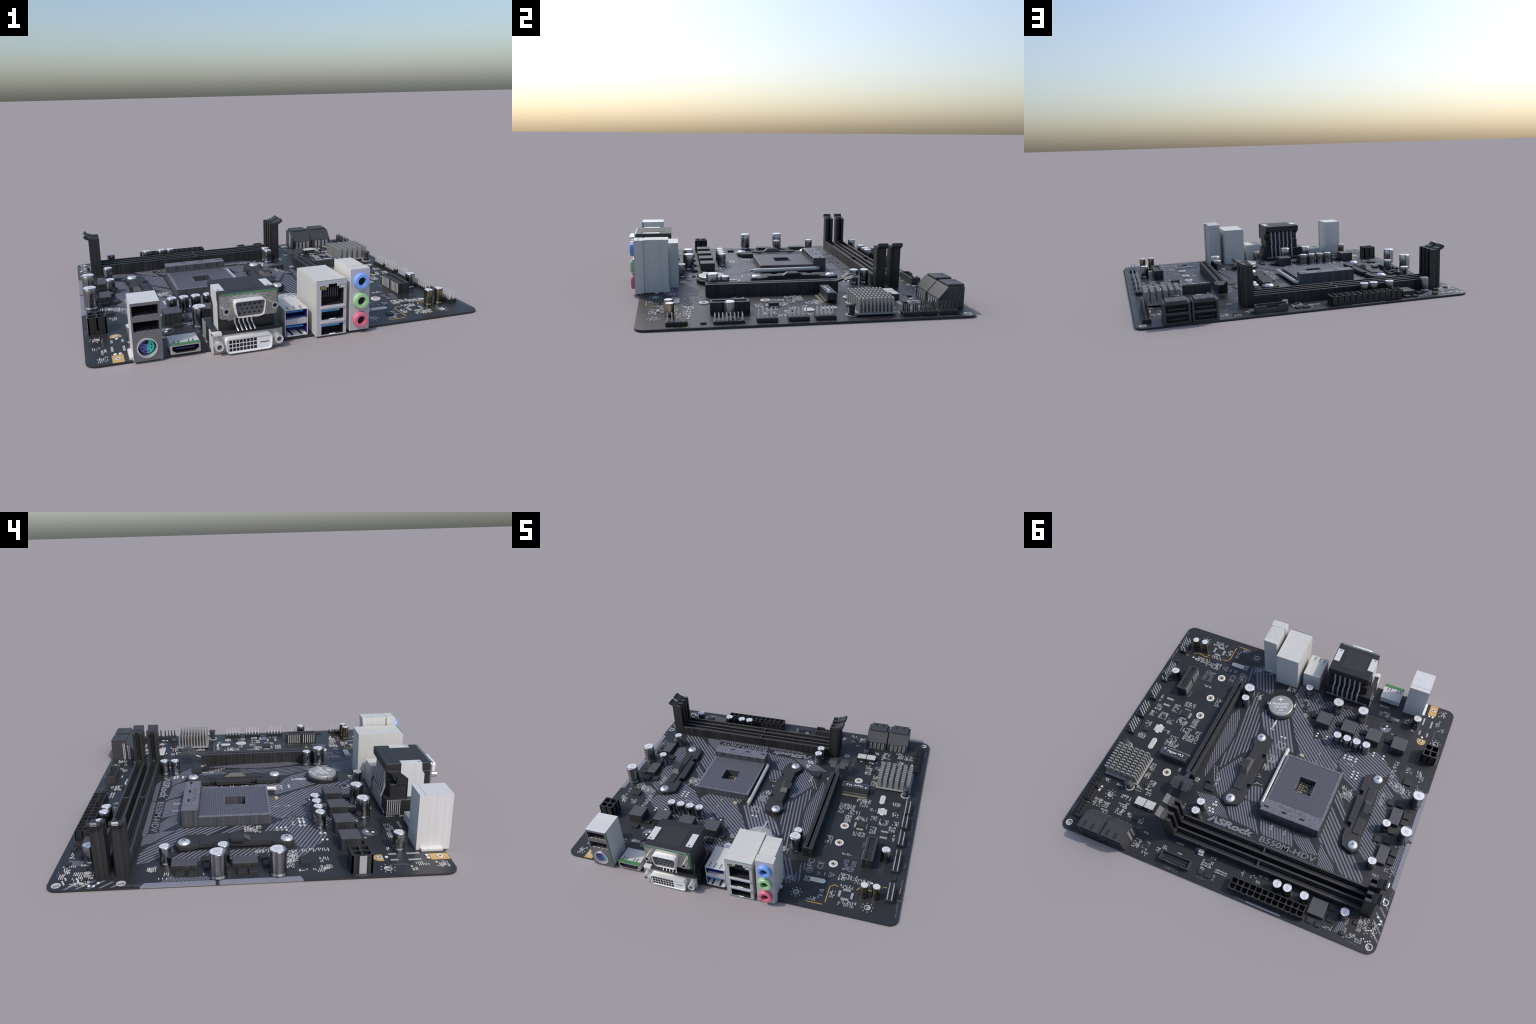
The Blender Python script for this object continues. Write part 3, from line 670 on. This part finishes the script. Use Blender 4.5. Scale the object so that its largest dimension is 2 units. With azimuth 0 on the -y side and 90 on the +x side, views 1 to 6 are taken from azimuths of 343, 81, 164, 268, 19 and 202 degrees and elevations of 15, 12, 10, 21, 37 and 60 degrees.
g = Geo(); g.box(-.9755, -.973, -.436, -.405, BT, .094); part("connector_label", g, ["grey_label"], eps)

# ---- drive data connectors
def data_connector(x0, x1):
    g = Geo()
    prof = [(.758, BT - .001), (.758, .062), (.811, .124), (.890, .124), (.890, BT - .001)]
    g.prism(prof, x0, x1, 'x', 0)
    xl, xr = x0 + .0135, x1 - .0125
    g.box(x0, xl, .889, .905, BT - .001, .124); g.box(xr, x1, .889, .905, BT - .001, .124)
    g.box(xl, xr, .889, .905, .113, .124); g.box(xl, xr, .889, .905, .057, .072); g.box(xl, xr, .889, .905, BT - .001, .018)
    g.box(x0 + .018, x1 - .014, .814, .908, .1235, .136, 1)
    o = part("data_connector", g, ["grey_plastic", "grey_plastic"], root, bevel=.0012, segs=1)
    q = Geo()
    for z0, z1 in ((.018, .057), (.072, .113)):
        q.box(xl, xr, .8885, .8902, z0, z1)
    part("connector_opening", q, ["hollow"], o)
    q = Geo()
    for z in (.030, .084): q.box(xl + .012, xr - .012, .885, .9035, z, z + .010)
    part("connector_tongue", q, ["plastic"], o, bevel=.001)
    q = Geo()
    for k in range(4):
        for s in (0, .009): q.box(x0 + .026 + k * .029 + s, x0 + .030 + k * .029 + s, .7555, .759, BT, .056)
    part("contact_tail", q, ["pin"], o, stuff=True)
    q = Geo()
    for x in (x0 + .04, x0 + .092): q.box(x, x + .018, .862, .900, .1358, .1366)
    part("finger_pad", q, ["plastic"], o)
    return o
data_connector(.706, .852); d2 = data_connector(.553, .699)
g = Geo()
for k, y in enumerate((.790, .799, .820, .829)): g.box(.5515, .554, y, y + .0045, BT, min(.118, .060 + (y - .758) * 1.15))
part("contact_tail", g, ["pin"], d2, stuff=True)

# ---- boxed internal connector
g = Geo(); x0, x1, y0, y1, z, w = .150, .338, .820, .877, .050, .0065
g.box(x0, x1, y0, y1, BT - .001, .024); g.box(x0, x1, y0, y0 + w, .022, z); g.box(x0, x0 + w, y0 + w, y1 - w, .022, z); g.box(x1 - w, x1, y0 + w, y1 - w, .022, z)
g.prism([(x0, .022), (x1, .022), (x1, z), (.285, z), (.270, .034), (.218, .034), (.203, z), (x0, z)], y1 - w, y1, 'y')
hdr = part("boxed_header", g, ["grey_plastic"], root, bevel=.001, segs=1)
g = Geo()
for i in range(10):
    for j in (0, 1):
        if (i, j) != (9, 0): g.cbox(.168 + i * .0168, .840 + j * .0175, .005, .005, .022, .043)
part("header_pin", g, ["dark_pin"], hdr, stuff=True)

# ---- open pin headers along the lower edge
g = Geo(); g.cbox(0, 0, .0078, .0078, 0, 1); g.v = [(x * (.6 if z > .97 else 1), y * (.6 if z > .97 else 1), z) for x, y, z in g.v]
PIN_L, PIN_D = mesh_of("header_pin", g, ["pin"]), mesh_of("header_pin", g, ["dark_pin"])
def pin_header(y0, y1, n, top, pin, skip=(), xs=(.949, .925), base=.028):
    g = Geo(); g.box(xs[1] - .0125, xs[0] + .0125, y0, y1, BT - .001, base)
    p = (y1 - y0) / n
    o = part("pin_header", g, ["plastic"], root, bevel=.0015)
    for i in range(n):
        for k, x in enumerate(xs):
            if (i, k) in skip: continue
            q = link("header_pin", pin, o, (x, y0 + (i + .5) * p, .016)); q.scale = (1, 1, top - .016)
pin_header(-.683, -.576, 5, .067, PIN_L, ((3, 1),)); pin_header(-.452, -.297, 8, .056, PIN_L, ((6, 0),), base=.022)
pin_header(-.236, -.130, 5, .072, PIN_L, ((4, 0),)); pin_header(-.077, .030, 5, .072, PIN_L, ((4, 0),)); pin_header(.062, .168, 5, .072, PIN_L, ((4, 0),))
pin_header(.521, .610, 4, .072, PIN_D, ((2, 1),)); pin_header(.618, .706, 4, .077, PIN_D); pin_header(.718, .826, 5, .077, PIN_D, ((4, 1),))

# ---- chipset heatsink
g = Geo(); g.box(.700, .932, .286, .498, .015, .023); g.box(.745, .885, .335, .455, BT - .001, .016, 1)
sink = part("heatsink", g, ["sink", "chip"], root, bevel=.001)
g = Geo(); g.cbox(0, 0, .0245, .0085, .022, .100); fin = mesh_of("heatsink_fin", g, ["sink"])
for i in range(6):
    for j in range(10): link("heatsink_fin", fin, sink, (.7205 + i * .0382, .2985 + j * .0200, 0))
for x, y in ((.905, .262), (.743, .517)):
    g = Geo(); g.ring((x, y, 0), .022, .031, BT - .001, BT + .0045, n=24, m=1)
    for k in range(4): g.lathe([(.014, .018 + k * .0105), (.0185, .021 + k * .0105), (.0185, .024 + k * .0105), (.014, .0275 + k * .0105)], (x, y, 0), n=18)
    g.lathe([(.012, BT), (.012, .066)], (x, y, 0), n=16); g.lathe([(.0165, .061), (.0225, .063), (.0225, .070), (.019, .073)], (x, y, 0), n=22)
    part("push_pin", g, ["grey_plastic", "grey_label"], sink, smooth=45)
g = Geo(); g.box(.888, .925, .270, .292, .0155, .0215); g.box(.728, .762, .494, .512, .0155, .0215); part("heatsink_tab", g, ["sink"], sink)

# ---- coin cell and holder
bx, by = .100, -.402
g = Geo(); g.lathe([(.095, BT - .001), (.095, .030), (.088, .036), (.088, .034)], (bx, by, 0), n=48)
g.box(bx + .075, bx + .105, by - .025, by + .03, BT - .001, .030)
hold = part("battery_holder", g, ["plastic"], root, smooth=40)
g = Geo(); g.lathe([(.0825, .032), (.0825, .049), (.0805, .0515), (.074, .052)], (bx, by, 0), n=48)
cell = part("coin_battery", g, ["cell"], hold, smooth=50)
R = 203
def cell_text(body, up, w, h, mat="white", along=0.0):
    a = math.radians(R); ux, uy = -math.sin(a), math.cos(a)
    lettering("battery_lettering", body, bx + ux * up + math.cos(a) * along, by + uy * up + math.sin(a) * along, w, h, R, .0519, mat, cell, thick=.0006, bold=.01)
cell_text("+", .047, .034, .034); cell_text("Panasonic", .014, .108, .021); cell_text("CR2032", -.014, .086, .019); cell_text("3V", -.040, .028, .016); cell_text("Made in Indonesia", -.062, .07, .008)
g = Geo(); g.box(bx + .070, bx + .092, by + .004, by + .026, .028, .0530); g.box(bx - .090, bx - .078, by - .05, by - .02, .028, .0505)
part("battery_contact", g, ["steel"], hold, bevel=.002)
g = Geo(); g.bar((.0885, -.318), (.093, -.243), .010, BT, BT + .006, 0); g.bar((.073, -.272), (.110, -.268), .003, BT, BT + .0035, 0)
for p in ((.100, -.225), (.086, -.226)): g.lathe([(.005, BT), (.005, BT + .003)], (*p, 0), n=10); g.bar((.0925, -.243), p, .002, BT, BT + .002)
part("contact_wire", g, ["chrome"], root, bevel=.001)

# ---- unpopulated corner near the keyboard port: copper pads and bars
g = plate_geo(rect(-.885, -.833, -.829, -.745), [circle(-.859, -.79, .011, 14)], BT - .0005, BT + .0009)
h = plate_geo([(-.878, -.537), (-.822, -.537)] + circle(-.850, -.520, .028, 12, 0, 180), [circle(-.850, -.522, .011, 14)], BT - .0005, BT + .0009)
for q in (g, h): part("copper_pad", q, ["copper"], root)
g = Geo()
for x, y in ((-.859, -.79), (-.850, -.522)): g.ring((x, y, 0), .0065, .013, BT - .001, BT + .0035, n=18)
part("pad_eyelet", g, ["plated"], root, smooth=40)
g = Geo()
for x, y, l in ((-.823, -.679, .058), (-.877, -.673, .058), (-.822, -.585, .034), (-.873, -.583, .034)): g.cbox(x, y, .011, l, BT - .001, BT + .0012)
part("bare_contact", g, ["grey_label"], root, stuff=True)
g = Geo(); g.prism(circle(-.603, -.532, .036, 16, 20, 200), BT - .001, BT + .0006, m=0); g.ring((-.603, -.532, 0), .0345, .0365, BT - .001, BT + .0005, m=1)
part("capacitor_outline", g, ["ink", "legend_dim"], root)
g = Geo()
for p in ((-.597, -.52), (-.607, -.547), (-.845, -.735), (-.847, -.553), (-.868, -.735)): g.lathe([(.0075, BT - .001), (.0075, BT + .0025)], (*p, 0), n=12)
part("bare_contact", g, ["white"], root, stuff=True)

# ------------------------------------------------------------------ rear-panel ports
def port_block(name, x0, x1, yf, yr, z0, z1, holes, depth, mats, face=None, cav="hollow", lining="plastic"):
    """shell = front sheet with real openings (depth deep) + closed body behind it"""
    yb = yf + depth; t = .002
    g = plate_geo(rect(x0, x1, z0, z1), [rect(x0 + t, x1 - t, z0 + t, z1 - t)], yf, yb, 'y')
    g.box(x0 + .0004, x1 - .0004, yb - .0005, yr, z0 + .0004, z1 - .0004, 0)
    o = part(name, g, mats, root)
    part("port_lining", plate_geo(rect(x0 + t + .0003, x1 - t - .0003, z0 + t + .0003, z1 - t - .0003), holes, yf + .0008, yb - .001, 'y'), [lining], o)
    q = Geo(); q.box(x0 + .003, x1 - .003, yb - .003, yb - .0008, z0 + .003, z1 - .003); part("port_cavity", q, [cav], o)
    if face:
        f = plate_geo(rect(x0 + .0012, x1 - .0012, z0 + .0012, z1 - .0012), holes, yf - .0015, yf + .001, 'y'); part("port_face", f, [face], o)
    return o

# keyboard / two-port stack
kb = port_block("keyboard_port", -.797, -.668, -.853, -.700, .009, .280, [rect(-.790, -.676, .219, .266), rect(-.788, -.675, .146, .193), circle(-.734, .070, .044, 30)], .110, ["shell_white"], "din_face", "hollow", "resistor")
g = Geo()
g.box(-.7895, -.6765, -.851, -.750, .2175, .2205, 0); g.box(-.7875, -.6755, -.851, -.750, .1445, .1475, 0)
for k in range(4): g.box(-.776 + k * .027, -.762 + k * .027, -.8505, -.752, .219, .2216, 1); g.box(-.774 + k * .027, -.758 + k * .027, -.8505, -.752, .146, .1486, 1)
part("port_tongue", g, ["din_face", "steel"], kb, bevel=.001)
g = Geo(); g.ring((-.734, 0, .070), .0405, .0455, -.860, -.80, 'y', 30); part("port_ring", g, ["chrome"], kb, smooth=40)
g = Geo()
g.prism([(-.734, .037)] + circle(-.734, .070, .033, 14, 90, 270)[:], -.838, -.745, 'y', 0)
g.prism([(-.7335, .037)] + circle(-.7335, .070, .033, 14, -90, 90), -.838, -.745, 'y', 1)
g.box(-.742, -.729, -.8395, -.83, .082, .098, 2)
for a in (20, 75, 125, 160, 200, 250, 290, 340): g.lathe([(.0035, -.8392), (.0035, -.83)], (-.734 + .022 * math.cos(math.radians(a)), 0, .068 + .022 * math.sin(math.radians(a))), 'y', 8, 2)
part("port_insert", g, ["purple", "teal", "hollow"], kb)
g = Geo(); g.box(-.6675, -.666, -.853, -.846, .010, .279); part("port_seam", g, ["green"], kb)
g = Geo(); g.box(-.794, -.788, -.852, -.846, .0045, .010); g.box(-.679, -.672, -.852, -.846, .0045, .010); part("port_foot", g, ["teal"], kb)
g = Geo(); g.box(-.812, -.795, -.82, -.72, BT - .001, .022); part("port_flange", g, ["shell_white"], kb, bevel=.002)
g = Geo(); g.box(-.797, -.668, -.735, -.727, .2795, .2812); part("port_ridge", g, ["shell_white"], kb)

# digital video port (small)
hd = [(-.624, .052), (-.503, .052), (-.503, .034), (-.522, .021), (-.606, .021), (-.624, .034)]
hp = port_block("display_port", -.631, -.496, -.845, -.726, .0145, .0595, [hd], .045, ["shell"], "steel", "hollow", "chip")
g = Geo(); g.box(-.605, -.520, -.838, -.80, .034, .041); part("port_tongue", g, ["navy"], hp)
g = Geo(); g.box(-.6315, -.4955, -.846, -.8235, .0585, .0605); part("port_band", g, ["green"], hp)
g = Geo()
for x in (-.612, -.592, -.545, -.525): g.bar((x, -.822), (x + .004, -.797), .006, .0590, .0602)
part("spring_slot", g, ["resistor"], hp)

# stacked video ports
g = Geo()
g.box(-.410, -.135, -.872, -.6455, .239, .281)                       # upper housing
g.prism([(-.872, .164), (-.872, .240), (-.650, .240), (-.705, .200), (-.705, .164)], -.410, -.135, 'x')
g.box(-.405, -.140, -.836, -.674, .095, .166); g.box(-.368, -.168, -.72, -.665, .09, .240)                        # neck
g.box(-.442, -.118, -.862, -.648, BT - .001, .0975)                  # lower housing
g.box(-.440, -.120, -.866, -.83, .004, .09)
vid = part("video_port_stack", g, ["plastic"], root, bevel=.002, segs=1)
g = Geo(); g.box(-.355, -.205, -.838, -.690, .2805, .2822); part("housing_panel", g, ["chip"], vid, bevel=.001)
g = Geo()
g.box(-.4105, -.372, -.826, -.722, .2805, .2828, 0); g.box(-.178, -.140, -.826, -.722, .2805, .2828, 0)
g.prism([(-.722, .2825), (-.826, .2825), (-.830, .240), (-.842, .222), (-.842, .100), (-.762, .100), (-.762, .200), (-.722, .232)], -.4125, -.4095, 'x')
part("side_bracket", g, ["shell_white"], vid)
g = Geo()
for x, y in ((-.398, -.815), (-.160, -.815)): g.cbox(x, y, .012, .008, .2826, .2832)
part("bracket_notch", g, ["resistor"], vid)
g = Geo()                                                            # rear lead wires
for k in range(6):
    x = -.352 + k * .034
    g.sweep([(x, -.660, .238), (x, -.659, .19), (x - .003, -.657, .14), (x + .002, -.653, .110), (x + .002, -.645, .094), (x, -.644, .02)], .0062, 8, 0)
g.box(-.428, -.136, -.646, -.640, .018, .032, 1)
for x in (-.403, -.176): g.prism([(-.6745, .232), (-.6705, .232), (-.699, .190), (-.703, .190)], x, x + .034, 'x', 1)  # pale slanted plates modelled for the reflections on the housing's rear
part("lead_wire", g, ["grey_label", "ink"], vid, smooth=60, stuff=True)
g = Geo()
for k in range(7): g.box(-.4445, -.441, -.72 + k * .0105, -.7155 + k * .0105, .016, .096)
part("contact_tail", g, ["grey_label"], vid, stuff=True)
g = Geo()                                                            # lead frame between the two ports
for k in range(5):
    x = -.332 + k * .020
    g.sweep([(x, -.841, .166), (x, -.841, .130), (x + .008, -.852, .108), (x + .012, -.866, .094)], .0046, 6, 0)
g.box(-.365, -.335, -.841, -.835, .140, .160, 1); g.box(-.238, -.212, -.841, -.835, .140, .160, 1)
part("lead_frame", g, ["steel", "grey_label"], vid, smooth=60)
def d_shell(x0, x1, z0, z1, inset, y0, y1, wall):
    o = [(x0 + inset, z0), (x1 - inset, z0), (x1, z1), (x0, z1)]
    def rnd_poly(p, r):
        out = []
        for i in range(len(p)):
            a, b, c = Vector(p[i - 1]), Vector(p[i]), Vector(p[(i + 1) % len(p)])
            u, v = (a - b).normalized() * r, (c - b).normalized() * r
            for t in range(5):
                s = t / 4; out.append(tuple((1 - s) ** 2 * (b + u) + 2 * s * (1 - s) * b + s * s * (b + v)))
        return out
    inner = [(x0 + inset + wall, z0 + wall), (x1 - inset - wall, z0 + wall), (x1 - wall, z1 - wall), (x0 + wall, z1 - wall)]
    return plate_geo(rnd_poly(o, .018), [rnd_poly(inner, .015)], y0, y1, 'y'), rnd_poly(inner, .015)
# upper: fifteen-hole port
f = plate_geo(rect(-.4095, -.1405, .163, .2795, .012), [], -.880, -.871, 'y'); pl = part("port_plate", f, ["plate"], vid, bevel=.001)
s, inner = d_shell(-.350, -.202, .175, .253, .010, -.917, -.878, .004); part("port_shell", s, ["bright_shell"], pl, smooth=40)
g = Geo(); g.prism(inner, -.909, -.879, 'y', 0)
for j in range(3):
    for i in range(5): g.lathe([(.0052, -.9096), (.0052, -.90)], (-.322 + i * .0225 + (.009 if j == 1 else 0) - (.003 if j == 0 else 0), 0, .195 + j * .019), 'y', 10, 1)
part("port_insert", g, ["resistor", "hollow"], pl)
for x, z in ((-.385, .209), (-.160, .213)):
    g = Geo(); g.ring((x, 0, z), .0095, .0165, -.910, -.878, 'y', 20, 0, 1); g.lathe([(.010, -.890), (.010, -.878)], (x, 0, z), 'y', 16, 1)
    part("jack_screw", g, ["steel", "resistor"], pl, smooth=40)
g = Geo(); g.box(-.4095, -.1405, -.8812, -.8795, .2730, .2805); g.box(-.1402, -.1335, -.8775, -.868, .168, .280); g.prism([(-.870, .168), (-.834, .168), (-.834, .130), (-.858, .0965), (-.866, .0965), (-.842, .132), (-.842, .160), (-.870, .160)], -.1345, -.1335, "x"); part("port_seam", g, ["green"], pl)
# lower: wide white port
f = plate_geo(rect(-.444, -.114, .0005, .0855), [], -.874, -.862, 'y'); pl = part("port_plate", f, ["plate"], vid, bevel=.001)
g = Geo(); g.box(-.446, -.441, -.873, -.80, .001, .097); g.box(-.446, -.40, -.873, -.845, .083, .0985); part("plate_fold", g, ["shell_white"], pl, bevel=.002)
s, inner = d_shell(-.392, -.172, .006, .078, .003, -.908, -.872, .004); part("port_shell", s, ["bright_shell"], pl, smooth=40)
g = Geo(); g.prism(inner, -.904, -.873, 'y', 0)
for i in range(8):
    for j in range(3): g.box(-.3765 + i * .0165, -.3635 + i * .0165, -.9046, -.89, .0165 + j * .0185, .0305 + j * .0185, 1)
g.box(-.232, -.190, -.9046, -.89, .040, .0435, 1)
part("port_insert", g, ["white", "hollow"], pl)
for x, z in ((-.421, .043), (-.139, .043)):
    g = Geo(); g.ring((x, 0, z), .0125, .0215, -.905, -.872, 'y', 8, 0, 0); g.lathe([(.013, -.888), (.013, -.875)], (x, 0, z), 'y', 16, 1)
    part("jack_screw", g, ["chrome", "resistor"], pl)

# two-port serial stack with blue tongues
u = port_block("usb_port_stack", -.081, .037, -.817, -.647, .008, .1435, [rect(-.0765, .0325, .013, .139)], .055, ["shell"], "shell", "navy", "navy")
g = Geo()
g.box(-.076, .032, -.816, -.75, .066, .094, 0)
g.box(-.070, .015, -.812, -.75, .127, .134, 1); g.box(-.070, .015, -.812, -.75, .052, .059, 1)
g.box(-.0764, -.073, -.815, -.75, .014, .138, 2); g.box(.0288, .0324, -.815, -.75, .014, .138, 2); g.box(-.074, .029, -.80, -.75, .094, .102, 2)
g.box(-.072, .028, -.826, -.75, .0105, .018, 3)
for x in (-.05, -.004): g.box(x, x + .010, -.8265, -.76, .0175, .0195, 4)
part("port_tongue", g, ["face_grey", "blue", "navy", "white", "hollow"], u, bevel=.0008)
g = Geo()
for x in (-.060, -.028, .004): g.bar((x, -.812), (x + .004, -.775), .005, .1430, .1446, 1); g.bar((x + .012, -.812), (x + .014, -.785), .006, .1430, .1444, 0)
part("spring_slot", g, ["chrome", "resistor"], u)

# network port above two serial ports
RJ = [(.087, .159), (.202, .159), (.202, .2375), (.180, .2375), (.180, .2495), (.168, .2495), (.168, .2635), (.124, .2635), (.124, .2495), (.112, .2495), (.112, .2375), (.087, .2375)]
n = port_block("network_port", .062, .218, -.860, -.606, .006, .281, [RJ, rect(.088, .201, .087, .1365), rect(.088, .201, .0115, .062)], .054, ["shell"], "face_grey")
g = Geo()
g.box(.092, .186, -.852, -.80, .124, .132, 0); g.box(.092, .186, -.852, -.80, .0495, .0575, 0)
part("port_tongue", g, ["blue_light"], n)
g = Geo()
for z in (.148, .0745): g.box(.080, .210, -.867, -.858, z - .0065, z + .0065, 0)
for z in (.087, .0115): g.box(.128, .162, -.864, -.858, z - .003, z + .004, 1)
part("port_lip", g, ["face_grey", "white"], n, bevel=.003)
g = Geo(); g.box(.080, .1075, -.8625, -.858, .2395, .2555, 2); g.box(.183, .2105, -.8625, -.858, .2395, .2555, 2); g.box(.082, .1055, -.8635, -.858, .2415, .2535, 0); g.box(.185, .2085, -.8635, -.858, .2415, .2535, 1)
part("indicator_light", g, ["led", "shell", "hollow"], n)
g = Geo(); g.box(.062, .218, -.8605, -.857, .2806, .2818); part("port_seam", g, ["green"], n)
g = Geo()
for k in range(8): g.box(.100 + k * .012, .104 + k * .012, -.828, -.807, .19, .235)
part("contact_spring", g, ["resistor"], n, stuff=True)

# audio jacks
REAR = [(-.801, .010), (-.801, .3225), (-.663, .3225), (-.663, .300), (-.666, .285), (-.666, .040), (-.660, .018), (-.660, .010)]
g = Geo(); g.box(.2375, .3405, -.857, -.807, .010, .3215, 0); g.box(.247, .332, -.81, -.797, .010, .3195, 0)
g.prism(REAR, .2415, .3335, 'x', 0)
g.box(.237, .340, -.853, -.70, .003, .012, 1)
for k in range(8): g.box(.2408, .3345, -.795 + k * .0133, -.789 + k * .0133, .012, .3235, 0)
for y in (-.845, -.745): g.box(.333, .345, y, y + .022, BT, .020, 0)
au = part("audio_port", g, ["shell", "plastic"], root, bevel=.001, segs=1)
f = plate_geo(rect(.2385, .3395, .0115, .320), [], -.8585, -.856, 'y'); part("port_face", f, ["face_grey"], au)
for z, mk in ((.262, "jack_blue"), (.164, "jack_green"), (.067, "jack_pink")):
    g = Geo(); g.lathe([(.039, -.857), (.039, -.876), (.036, -.881), (.0215, -.881), (.0205, -.858)], (.290, 0, z), 'y', 16, [0, 0, 0, 0], caps=False)
    g.lathe([(.021, -.8605), (.021, -.858)], (.290, 0, z), 'y', 24, 1)
    part("audio_jack", g, [mk, "hollow"], au, smooth=25)
lettering("port_lettering", "LOTES", .289, -.832, .080, .016, 0, .3214, "shell_white", au, thick=.0010, bold=.01)
